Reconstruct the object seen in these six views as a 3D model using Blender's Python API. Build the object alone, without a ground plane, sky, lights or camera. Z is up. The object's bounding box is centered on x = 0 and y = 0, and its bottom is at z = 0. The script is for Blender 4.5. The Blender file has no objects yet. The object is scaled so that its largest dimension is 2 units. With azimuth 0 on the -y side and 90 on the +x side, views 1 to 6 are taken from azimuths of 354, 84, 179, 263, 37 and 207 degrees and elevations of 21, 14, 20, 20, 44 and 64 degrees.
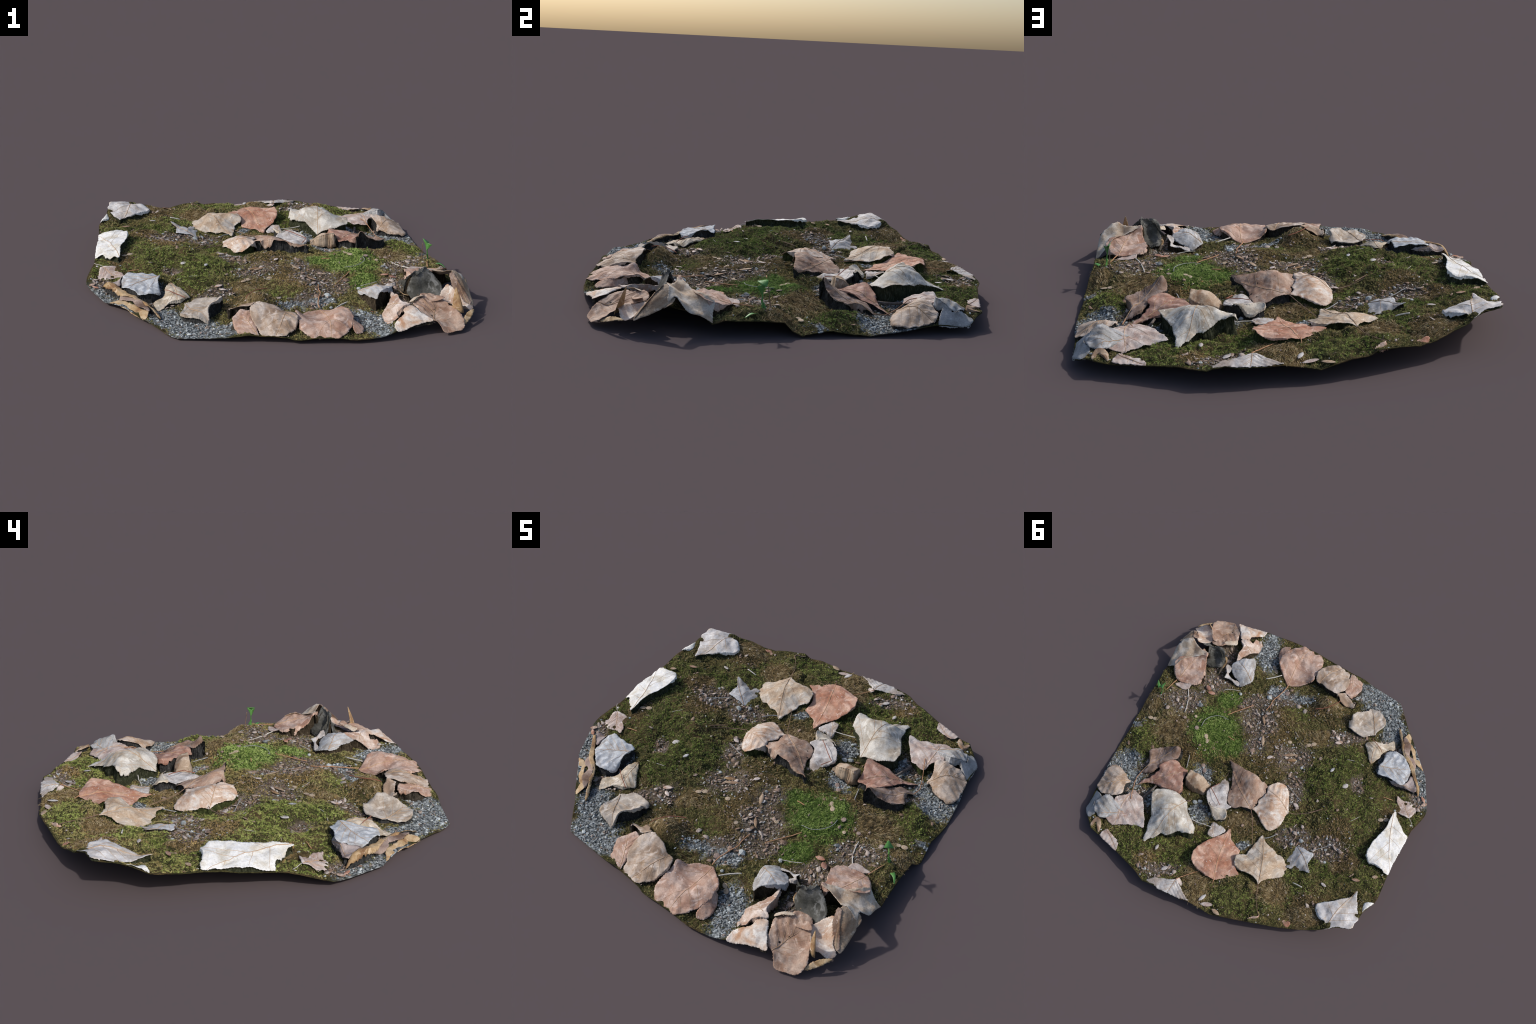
# A square patch of mossy forest floor strewn with large dry leaves.
# Everything is built in metres in the final frame (z up, lowest point z = 0).
import bpy, math, random
import numpy as np
from mathutils import Vector, Matrix
from mathutils.geometry import delaunay_2d_cdt

RNG = np.random.default_rng(11)
random.seed(11)
scene = bpy.context.scene

# ------------------------------------------------------------------ helpers
def hash01(ix, iy, iz, seed):
    n = (ix * 374761393 + iy * 668265263 + iz * 2147483647 + seed * 974634773) & 0xFFFFFFFF
    n = ((n ^ (n >> 13)) * 1274126177) & 0xFFFFFFFF
    n = n ^ (n >> 16)
    return (n & 0xFFFFFF) / float(0xFFFFFF)


def noise(p, scale, seed=0):
    """Smooth value noise in -1..1 for an (n, 2) or (n, 3) array of points."""
    p = np.atleast_2d(np.asarray(p, float)) * scale
    if p.shape[1] == 2:
        p = np.column_stack([p, np.full(len(p), 0.37)])
    i = np.floor(p).astype(np.int64)
    f = p - i
    f = f * f * f * (f * (f * 6 - 15) + 10)
    out = 0.0
    for dx in (0, 1):
        for dy in (0, 1):
            for dz in (0, 1):
                w = (f[:, 0] if dx else 1 - f[:, 0]) * (f[:, 1] if dy else 1 - f[:, 1]) * (f[:, 2] if dz else 1 - f[:, 2])
                out = out + w * hash01(i[:, 0] + dx, i[:, 1] + dy, i[:, 2] + dz, seed)
    return out * 2 - 1


def fbm(p, scale, octaves=3, seed=0):
    out, amp, tot = 0.0, 1.0, 0.0
    for o in range(octaves):
        out = out + amp * noise(p, scale * 2 ** o, seed + 17 * o)
        tot += amp
        amp *= 0.5
    return out / tot


def facets(xy, cell, seed):
    """Crumpled-paper relief in -1..1: random heights on a skewed triangle lattice, flat between."""
    p = np.asarray(xy, float)[:, :2] / cell + .18 * np.column_stack([noise(xy[:, :2], .35 / cell, seed), noise(xy[:, :2], .35 / cell, seed + 1)])
    k = (p[:, 0] + p[:, 1]) * .3660254
    q = p + k[:, None]
    i = np.floor(q).astype(np.int64)
    f = q - i
    z = np.zeros(len(p), np.int64)
    h = lambda a, b: hash01(i[:, 0] + a, i[:, 1] + b, z, seed) * 2 - 1
    upper = f[:, 0] > f[:, 1]
    mid = np.where(upper, h(1, 0), h(0, 1))
    hi, lo = np.maximum(f[:, 0], f[:, 1]), np.minimum(f[:, 0], f[:, 1])
    return h(0, 0) * (1 - hi) + mid * (hi - lo) + h(1, 1) * lo


class Surface:
    """Thin-plate surface z(x, y) through control points."""

    def __init__(self, pts, smooth=1e-4, linear=False):
        c = np.asarray(pts, float)
        self.c, self.linear = c, linear
        n = len(c)
        k = self.kern(np.linalg.norm(c[:, None, :2] - c[None, :, :2], axis=2)) + np.eye(n) * smooth
        a = np.zeros((n + 3, n + 3))
        a[:n, :n] = k
        a[:n, n] = 1
        a[:n, n + 1:] = c[:, :2]
        a[n, :n] = 1
        a[n + 1:, :n] = c[:, :2].T
        self.w = np.linalg.lstsq(a, np.append(c[:, 2], [0, 0, 0]), rcond=None)[0]

    def kern(self, r):
        if self.linear:
            return -r
        return np.where(r > 1e-9, r * r * np.log(np.maximum(r, 1e-9)), 0.0)

    def __call__(self, xy):
        xy = np.atleast_2d(xy)[:, :2]
        out = np.empty(len(xy))
        for s in range(0, len(xy), 20000):
            q = xy[s:s + 20000]
            r = np.linalg.norm(q[:, None] - self.c[None, :, :2], axis=2)
            out[s:s + 20000] = self.kern(r) @ self.w[:-3] + self.w[-3] + q @ self.w[-2:]
        return out


def closed_curve(pts, step):
    """Closed centripetal-ish Catmull-Rom curve, resampled to an even step."""
    p = np.asarray(pts, float)
    n = len(p)
    dense = []
    for i in range(n):
        a, b, c, d = p[i - 1], p[i], p[(i + 1) % n], p[(i + 2) % n]
        seg = np.linalg.norm(c - b)
        m1 = (c - a) * 0.5 * min(1, 2 * seg / (np.linalg.norm(c - a) + 1e-9))
        m2 = (d - b) * 0.5 * min(1, 2 * seg / (np.linalg.norm(d - b) + 1e-9))
        t = np.linspace(0, 1, 16, endpoint=False)[:, None]
        dense.append((2 * t ** 3 - 3 * t ** 2 + 1) * b + (t ** 3 - 2 * t ** 2 + t) * m1 * .9 + (-2 * t ** 3 + 3 * t ** 2) * c + (t ** 3 - t ** 2) * m2 * .9)
    dense = np.vstack(dense)
    loop = np.vstack([dense, dense[:1]])
    s = np.concatenate([[0], np.cumsum(np.linalg.norm(np.diff(loop, axis=0), axis=1))])
    m = max(12, int(s[-1] / step))
    u = np.linspace(0, s[-1], m, endpoint=False)
    return np.column_stack([np.interp(u, s, loop[:, k]) for k in range(p.shape[1])])


def open_curve(pts, step):
    p = np.asarray(pts, float)
    q = np.vstack([2 * p[0] - p[1], p, 2 * p[-1] - p[-2]])
    dense = []
    for i in range(1, len(q) - 2):
        a, b, c, d = q[i - 1:i + 3]
        t = np.linspace(0, 1, 12, endpoint=False)[:, None]
        dense.append(.5 * (2 * b + (c - a) * t + (2 * a - 5 * b + 4 * c - d) * t ** 2 + (3 * b - a - 3 * c + d) * t ** 3))
    dense = np.vstack(dense + [p[-1:]])
    s = np.concatenate([[0], np.cumsum(np.linalg.norm(np.diff(dense, axis=0), axis=1))])
    u = np.linspace(0, s[-1], max(3, int(s[-1] / step)))
    return np.column_stack([np.interp(u, s, dense[:, k]) for k in range(3)])


def inside(poly, q):
    """Which of the points q lie inside the polygon (vectorised crossing test)."""
    x, y = q[:, 0], q[:, 1]
    lo, hi = poly[:, :2].min(0), poly[:, :2].max(0)
    cand = np.where((x > lo[0]) & (x < hi[0]) & (y > lo[1]) & (y < hi[1]))[0]
    res = np.zeros(len(q), bool)
    if not len(cand):
        return res
    x, y = x[cand], y[cand]
    ins = np.zeros(len(cand), bool)
    b = np.roll(poly, -1, axis=0)
    for (x1, y1), (x2, y2) in zip(poly[:, :2], b[:, :2]):
        if y1 != y2:
            hit = ((y1 > y) != (y2 > y)) & (x < (x2 - x1) * (y - y1) / (y2 - y1) + x1)
            ins ^= hit
    res[cand] = ins
    return res


def area2(p):
    return np.sum(p[:, 0] * np.roll(p[:, 1], -1) - np.roll(p[:, 0], -1) * p[:, 1])


def outward(loop):
    """Unit outward normals in plan of a counter-clockwise loop."""
    t = np.roll(loop[:, :2], -1, 0) - np.roll(loop[:, :2], 1, 0)
    nrm = np.column_stack([t[:, 1], -t[:, 0]])
    return nrm / (np.linalg.norm(nrm, axis=1, keepdims=True) + 1e-12)


def add_mesh(name, verts, faces, material, parent, smooth=True, kind=None):
    me = bpy.data.meshes.new(name)
    verts = np.asarray(verts, np.float32)
    if isinstance(faces, np.ndarray):
        nf, k = faces.shape
        me.vertices.add(len(verts))
        me.vertices.foreach_set("co", verts.ravel())
        me.loops.add(nf * k)
        me.loops.foreach_set("vertex_index", faces.astype(np.int32).ravel())
        me.polygons.add(nf)
        me.polygons.foreach_set("loop_start", np.arange(0, nf * k, k, dtype=np.int32))
        me.polygons.foreach_set("loop_total", np.full(nf, k, np.int32))
        me.update(calc_edges=True)
    else:
        me.from_pydata(verts.tolist(), [], faces)
        me.update()
    me.polygons.foreach_set("use_smooth", np.full(len(me.polygons), smooth))
    me.materials.append(material)
    ob = bpy.data.objects.new(name, me)
    scene.collection.objects.link(ob)
    ob.parent = parent
    if kind:
        ob["kind"] = kind
    return ob


def tube(path, r0, r1, sides=6):
    """Tapered tube along a path: vertices and faces."""
    path = np.asarray(path, float)
    n = len(path)
    t = np.gradient(path, axis=0)
    t /= np.linalg.norm(t, axis=1, keepdims=True) + 1e-12
    up = np.array([0, 0, 1.0])
    a = np.cross(t, up)
    bad = np.linalg.norm(a, axis=1) < 1e-3
    a[bad] = [1, 0, 0]
    a /= np.linalg.norm(a, axis=1, keepdims=True)
    b = np.cross(a, t)
    ang = np.arange(sides) / sides * 2 * math.pi
    rad = np.linspace(r0, r1, n)[:, None, None]
    v = path[:, None] + rad * (np.cos(ang)[None, :, None] * a[:, None] + np.sin(ang)[None, :, None] * b[:, None])
    v = v.reshape(-1, 3)
    f = [(i * sides + j, i * sides + (j + 1) % sides, (i + 1) * sides + (j + 1) % sides, (i + 1) * sides + j) for i in range(n - 1) for j in range(sides)]
    f.append(tuple(range(sides))[::-1])
    f.append(tuple((n - 1) * sides + j for j in range(sides)))
    return v, f


def join(parts):
    vs, fs, off = [], [], 0
    for v, f in parts:
        vs.append(v)
        fs += [tuple(i + off for i in q) for q in f]
        off += len(v)
    return np.vstack(vs), fs


# ---------------------------------------------------------------- materials
class Nodes:
    def __init__(self, name):
        self.m = bpy.data.materials.new(name)
        self.m.use_nodes = True
        self.t = self.m.node_tree
        self.bsdf = self.t.nodes["Principled BSDF"]
        self.co = self.t.nodes.new("ShaderNodeTexCoord").outputs["Object"]

    def n(self, kind, **props):
        nd = self.t.nodes.new(kind)
        for k, v in props.items():
            setattr(nd, k, v)
        return nd

    def link(self, a, b):
        self.t.links.new(a, b)

    def noise(self, scale, detail=3, rough=.55, vec=None, distortion=0):
        nd = self.n("ShaderNodeTexNoise")
        nd.inputs["Scale"].default_value = scale
        nd.inputs["Detail"].default_value = detail
        nd.inputs["Roughness"].default_value = rough
        nd.inputs["Distortion"].default_value = distortion
        self.link(vec or self.co, nd.inputs["Vector"])
        return nd.outputs["Fac"]

    def voronoi(self, scale, out="Distance", vec=None, feature="F1"):
        nd = self.n("ShaderNodeTexVoronoi", feature=feature)
        nd.inputs["Scale"].default_value = scale
        self.link(vec or self.co, nd.inputs["Vector"])
        return nd.outputs[out]

    def stretch(self, s):
        nd = self.n("ShaderNodeMapping")
        nd.inputs["Scale"].default_value = s
        self.link(self.co, nd.inputs["Vector"])
        return nd.outputs["Vector"]

    def ramp(self, fac, stops):
        nd = self.n("ShaderNodeValToRGB")
        el = nd.color_ramp.elements
        while len(el) < len(stops):
            el.new(.5)
        for e, (p, c) in zip(el, stops):
            e.position = p
            e.color = (*c, 1) if len(c) == 3 else c
        self.link(fac, nd.inputs["Fac"])
        return nd.outputs["Color"]

    def rng(self, fac, a, b, c=0., d=1.):
        nd = self.n("ShaderNodeMapRange", interpolation_type="SMOOTHSTEP")
        for k, v in zip(("From Min", "From Max", "To Min", "To Max"), (a, b, c, d)):
            nd.inputs[k].default_value = v
        self.link(fac, nd.inputs["Value"])
        return nd.outputs["Result"]

    def mix(self, fac, a, b, mode="MIX"):
        nd = self.n("ShaderNodeMix", data_type="RGBA", blend_type=mode)
        for s, v in ((nd.inputs["Factor"], fac), (nd.inputs["A"] if False else nd.inputs[6], a), (nd.inputs[7], b)):
            if isinstance(v, bpy.types.NodeSocket):
                self.link(v, s)
            elif isinstance(v, (int, float)):
                s.default_value = v
            else:
                s.default_value = (*v, 1)
        return nd.outputs[2]

    def math(self, op, a, b=0.):
        nd = self.n("ShaderNodeMath", operation=op)
        for s, v in zip(nd.inputs, (a, b)):
            if isinstance(v, bpy.types.NodeSocket):
                self.link(v, s)
            else:
                s.default_value = v
        return nd.outputs[0]

    def finish(self, colour, rough=.8, bump=None, strength=.3, dist=.004, spec=.25):
        self.link(colour, self.bsdf.inputs["Base Color"])
        self.bsdf.inputs["Roughness"].default_value = rough
        self.bsdf.inputs["Specular IOR Level"].default_value = spec
        if bump is not None:
            nd = self.n("ShaderNodeBump")
            nd.inputs["Strength"].default_value = strength
            nd.inputs["Distance"].default_value = dist
            self.link(bump, nd.inputs["Height"])
            self.link(nd.outputs["Normal"], self.bsdf.inputs["Normal"])
        return self.m


def leaf_material(name, dark, base, light, speck=None, spots=None, painted_holes=False, blotch=11):
    """Dry leaf: cloudy blotches of three tones, fine mottling, specks, optional pale spots."""
    g = Nodes(name)
    cloud = g.noise(blotch, 4, .6, distortion=.6)
    col = g.ramp(cloud, [(.36, dark), (.49, base), (.62, light)])
    warm = g.rng(g.noise(23, 3, .6, distortion=1.2), .55, .72)
    col = g.mix(g.math("MULTIPLY", warm, .55), col, speck or tuple(.5 * (a + b) for a, b in zip(dark, base)))
    pale = g.rng(g.noise(13, 5, .65, g.stretch((1.1, .9, 1)), 1.5), .53, .66)
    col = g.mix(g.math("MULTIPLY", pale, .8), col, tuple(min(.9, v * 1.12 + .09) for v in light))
    fine = g.noise(140, 3, .65)
    col = g.mix(.6, col, g.ramp(fine, [(.3, (.62, .60, .58)), (.5, (.95, .95, .95)), (.75, (1.12, 1.12, 1.12))]), "MULTIPLY")
    dots = g.rng(g.voronoi(75), .16, .05)
    thin = g.rng(g.noise(19, 2), .52, .62)
    col = g.mix(g.math("MULTIPLY", g.math("MULTIPLY", dots, thin), .7), col, tuple(v * .35 for v in dark))
    if spots:
        sp = g.rng(g.voronoi(48), .2, .1)
        where = g.rng(g.noise(9, 2), .42, .6)
        col = g.mix(g.math("MULTIPLY", sp, where), col, spots)
    if painted_holes:  # dark spots painted in place of holes, the blade stays closed
        h = g.rng(g.voronoi(34), .2, .17)
        where = g.rng(g.noise(15, 1), .55, .6)
        col = g.mix(g.math("MULTIPLY", h, where), col, (.015, .012, .01))
    return g.finish(col, .72, g.math("ADD", g.noise(60, 4, .6), g.math("MULTIPLY", fine, .3)), .35, .006)


LEAF = {
    # name: (dark tone, base tone, light tone)
    "greywhite": leaf_material("leaf_grey_white", (.40, .34, .27), (.54, .51, .46), (.68, .66, .62), (.48, .36, .25), (.62, .58, .55)),
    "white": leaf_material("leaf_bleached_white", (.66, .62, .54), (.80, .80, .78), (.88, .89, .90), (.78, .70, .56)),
    "white2": leaf_material("leaf_pale_white", (.52, .47, .42), (.64, .61, .60), (.72, .72, .73), (.56, .42, .27)),
    "tan": leaf_material("leaf_tan", (.34, .24, .17), (.47, .36, .28), (.58, .49, .42), (.44, .28, .15)),
    "tanlight": leaf_material("leaf_light_tan", (.44, .31, .21), (.58, .47, .36), (.69, .62, .54), (.56, .36, .22)),
    "pink": leaf_material("leaf_pinkish", (.38, .22, .16), (.49, .33, .26), (.60, .45, .38), (.50, .27, .17), (.66, .58, .55)),
    "orange": leaf_material("leaf_orange", (.41, .19, .12), (.50, .27, .19), (.57, .37, .28), (.47, .19, .10), (.66, .56, .52)),
    "rust": leaf_material("leaf_rust", (.28, .14, .10), (.38, .215, .165), (.48, .32, .26), (.36, .15, .09)),
    "pinkbrown": leaf_material("leaf_pink_brown", (.31, .18, .12), (.42, .28, .21), (.53, .40, .32), (.42, .22, .12), painted_holes=True),
    "palepink": leaf_material("leaf_pale_pink", (.40, .29, .25), (.52, .43, .39), (.62, .55, .52), (.46, .29, .24)),
    "pinkpale": leaf_material("leaf_blush", (.42, .27, .20), (.55, .43, .36), (.67, .58, .53), (.52, .29, .18)),
    "grey": leaf_material("leaf_grey", (.33, .31, .29), (.43, .43, .44), (.53, .54, .56), (.40, .32, .26)),
    "grey2": leaf_material("leaf_stone_grey", (.26, .25, .24), (.37, .37, .37), (.47, .47, .48), (.34, .30, .26)),
    "palegrey": leaf_material("leaf_pale_grey", (.39, .33, .29), (.50, .46, .44), (.60, .58, .57), (.45, .34, .27)),
    "bluegrey": leaf_material("leaf_blue_grey", (.35, .34, .34), (.46, .49, .53), (.58, .61, .65), (.42, .35, .29)),
    "mauve": leaf_material("leaf_mauve", (.26, .20, .19), (.37, .31, .30), (.46, .40, .39)),
    "cream": leaf_material("leaf_cream", (.43, .34, .23), (.57, .49, .39), (.67, .61, .52), (.52, .36, .20)),
    "greytan": leaf_material("leaf_grey_tan", (.34, .27, .21), (.46, .40, .34), (.57, .52, .47), (.42, .31, .21)),
    "whiteorange": leaf_material("leaf_white_orange", (.50, .30, .19), (.62, .49, .40), (.75, .69, .64), (.56, .30, .17)),
    "tan2": leaf_material("leaf_brown_tan", (.30, .19, .12), (.40, .29, .20), (.51, .40, .30), (.36, .20, .11)),
    "brown": leaf_material("leaf_brown", (.16, .10, .07), (.26, .18, .14), (.38, .29, .25), (.24, .12, .08)),
    "ochre": leaf_material("leaf_ochre", (.26, .15, .08), (.43, .29, .15), (.56, .43, .28), (.40, .20, .08)),
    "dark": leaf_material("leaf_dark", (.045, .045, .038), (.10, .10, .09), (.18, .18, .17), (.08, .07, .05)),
}


def plain(name, dark, light, scale=60, rough=.8, spec=.25, strength=.3):
    g = Nodes(name)
    return g.finish(g.ramp(g.noise(scale, 3, .6), [(.3, dark), (.7, light)]), rough, g.noise(scale * 3, 2), strength, .003, spec)


STEM = {
    "orangestem": plain("stem_orange", (.36, .18, .09), (.55, .32, .19)),
    "brownstem": plain("stem_brown", (.16, .10, .07), (.30, .20, .15)),
    "redstem": plain("stem_red_brown", (.24, .08, .05), (.36, .16, .11)),
    "palestem": plain("stem_pale", (.45, .42, .38), (.64, .62, .58)),
    "greystem": plain("stem_grey", (.24, .25, .26), (.42, .42, .42)),
    "darkbark": plain("bark_dark", (.09, .07, .06), (.22, .19, .17), 90),
}
VEIN = plain("leaf_vein", (.40, .25, .14), (.58, .42, .28))
PLANT = plain("seedling_green", (.07, .22, .05), (.14, .36, .09), 40, .45, .4)


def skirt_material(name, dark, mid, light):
    """Shade and smear of the scan below a leaf put into colour, streaked up and down."""
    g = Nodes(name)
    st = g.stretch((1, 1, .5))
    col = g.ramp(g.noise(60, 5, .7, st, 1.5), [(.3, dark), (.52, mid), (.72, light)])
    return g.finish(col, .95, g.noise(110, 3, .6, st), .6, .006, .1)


SKIRT = {  # keys name tints; the dark values copy shade baked into the scan
    "soil": skirt_material("shade_skirt_brown", (.022, .018, .014), (.050, .042, .033), (.13, .11, .09)),
    "dark": skirt_material("shade_skirt_grey", (.018, .018, .018), (.040, .040, .040), (.12, .12, .12)),
    "bark": skirt_material("shade_skirt_umber", (.022, .016, .010), (.052, .040, .027), (.12, .095, .065)),
    "moss": skirt_material("shade_skirt_green", (.016, .019, .008), (.042, .050, .018), (.11, .125, .045)),
    "dark_olive": skirt_material("shade_skirt_olive", (.016, .018, .010), (.040, .044, .024), (.12, .12, .09)),
}

# ------------------------------------------------------------------- layout
# Edge of the patch, counter-clockwise, and spot heights of the soil inside it.
EDGE = np.array([
    (-.996, -.266, .027), (-.962, -.340, .021), (-.881, -.498, .020), (-.860, -.515, .024), (-.781, -.598, .041), (-.698, -.697, .026),
    (-.634, -.765, .017), (-.550, -.874, .007), (-.510, -.914, .010), (-.309, -.938, .019), (-.219, -.952, .033), (-.144, -.953, .035),
    (-.038, -.965, .033), (.016, -.971, .030), (.046, -.980, .021), (.091, -.983, .025), (.130, -.985, .030), (.264, -.991, .029),
    (.341, -.994, .022), (.405, -.988, .023), (.478, -.976, .027), (.536, -.963, .043), (.600, -.860, .050), (.700, -.750, .060),
    (.800, -.680, .085), (.850, -.600, .090), (.900, -.480, .080), (.950, -.420, .070), (1.000, -.388, .057), (.996, -.331, .072),
    (.986, -.209, .068), (.982, -.080, .063), (.989, -.043, .029), (.995, .000, .008), (.989, .041, .019), (.973, .134, .027),
    (.976, .232, .014), (.975, .300, .006), (.953, .455, .024), (.920, .613, .046), (.900, .762, .033), (.835, .817, .060),
    (.795, .855, .068), (.730, .868, .060), (.579, .907, .067), (.486, .936, .072), (.402, .961, .075), (.327, .996, .079),
    (.254, .990, .092), (.199, .995, .086), (.099, .989, .086), (.017, .975, .083), (-.078, .975, .068), (-.127, .977, .059),
    (-.261, .946, .085), (-.327, .924, .087), (-.371, .917, .110), (-.489, .876, .101), (-.548, .852, .089), (-.609, .829, .097),
    (-.685, .802, .124), (-.761, .765, .141), (-.784, .752, .156), (-.838, .717, .172), (-.918, .682, .170), (-.933, .585, .160),
    (-.936, .550, .150), (-.968, .465, .122), (-.975, .431, .118), (-.970, .356, .112), (-.963, .268, .105), (-.961, .186, .096),
    (-.963, .060, .085), (-.966, -.084, .073), (-.981, -.143, .059), (-.996, -.218, .042),
])
SPOT = np.array([
    (.475, -.021, .084), (.571, -.060, .084), (-.783, -.052, .105), (.150, -.190, .065), (-.081, -.163, .050), (.275, -.512, .037),
    (.704, -.143, .069), (-.395, .303, .063), (-.480, .729, .085), (-.471, -.151, .082), (.243, .870, .061), (.402, .961, .075),
    (.877, .000, .046), (-.743, -.211, .072), (-.527, -.201, .046), (-.162, -.150, .049), (-.004, -.277, .051), (-.237, -.261, .068),
    (-.015, -.382, .050), (-.038, -.330, .063), (-.261, .056, .041), (-.147, .002, .059), (.554, .121, .049), (.397, .151, .032),
    (.766, .347, .020), (-.551, .161, .107), (-.706, .287, .103), (-.808, .386, .109), (-.652, .504, .112), (.165, .759, .069),
    (.782, -.246, .089), (.615, -.419, .056), (.621, -.335, .066), (.365, -.625, .047), (.273, -.658, .031), (.339, -.718, .028),
    (-.324, -.873, .016), (-.349, -.208, .097), (-.237, -.360, .063), (-.090, -.640, .120), (.840, .305, .030), (.880, .300, .015),
    (.800, .280, .050), (.850, .380, .018), (.450, -.600, .045), (.550, -.820, .035), (.050, -.500, .050), (-.300, -.750, .020),
    (-.450, -.800, .012), (-.600, -.700, .018), (-.700, -.550, .022), (-.850, -.420, .020), (.300, .320, .030), (.450, .620, .060),
    (.600, .420, .025), (.700, .500, .020), (.800, .600, .030), (.100, -.850, .025), (.300, -.850, .028), (-.450, -.500, .035),
    (-.600, -.420, .040), (-.750, -.420, .035), (.000, .100, .055), (.100, .300, .045), (-.100, .250, .055), (.000, .600, .055),
    (-.250, .600, .060), (-.800, .100, .098), (-.800, .600, .118), (-.170, .780, .105), (-.220, .740, .105), (-.100, .820, .100),
    (.030, .900, .095), (-.370, .680, .090), (.000, .020, .085), (.050, -.020, .082), (-.050, .000, .078), (.550, -.030, .100),
    (.500, .010, .100), (.580, -.120, .085), (.280, .180, .055), (-.420, -.200, .105), (-.280, -.080, .080), (-.600, -.280, .075),
    (-.400, -.050, .100), (-.720, -.150, .105), (-.620, .690, .120), (-.490, .420, .085), (.930, -.170, .098), (.950, -.260, .095),
    (.930, -.090, .085), (.270, -.350, .042), (.350, -.430, .038), (.620, -.560, .038), (.680, -.640, .045), (.850, .130, .068),
    (.850, .200, .070), (.850, .250, .060), (.780, .150, .045), (-.290, .300, .045), (-.020, -.600, .060), (-.180, -.610, .060),
    (-.100, -.720, .045), (.020, -.680, .038), (.150, -.570, .032), (-.100, -.540, .055), (-.220, -.520, .040), (.430, .420, .020),
    (.900, -.310, .085), (.100, -.430, .075), (.150, -.450, .072), (.050, -.420, .075), (.220, -.430, .058), (.020, -.220, .070),
    (.430, -.250, .072), (.670, .060, .072), (.650, -.030, .088), (-.460, -.020, .115), (-.570, -.020, .118), (-.470, -.330, .092),
    (-.560, .290, .072), (-.560, -.290, .062), (.210, .770, .060), (.460, .900, .083), (.740, .040, .060),
])
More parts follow.
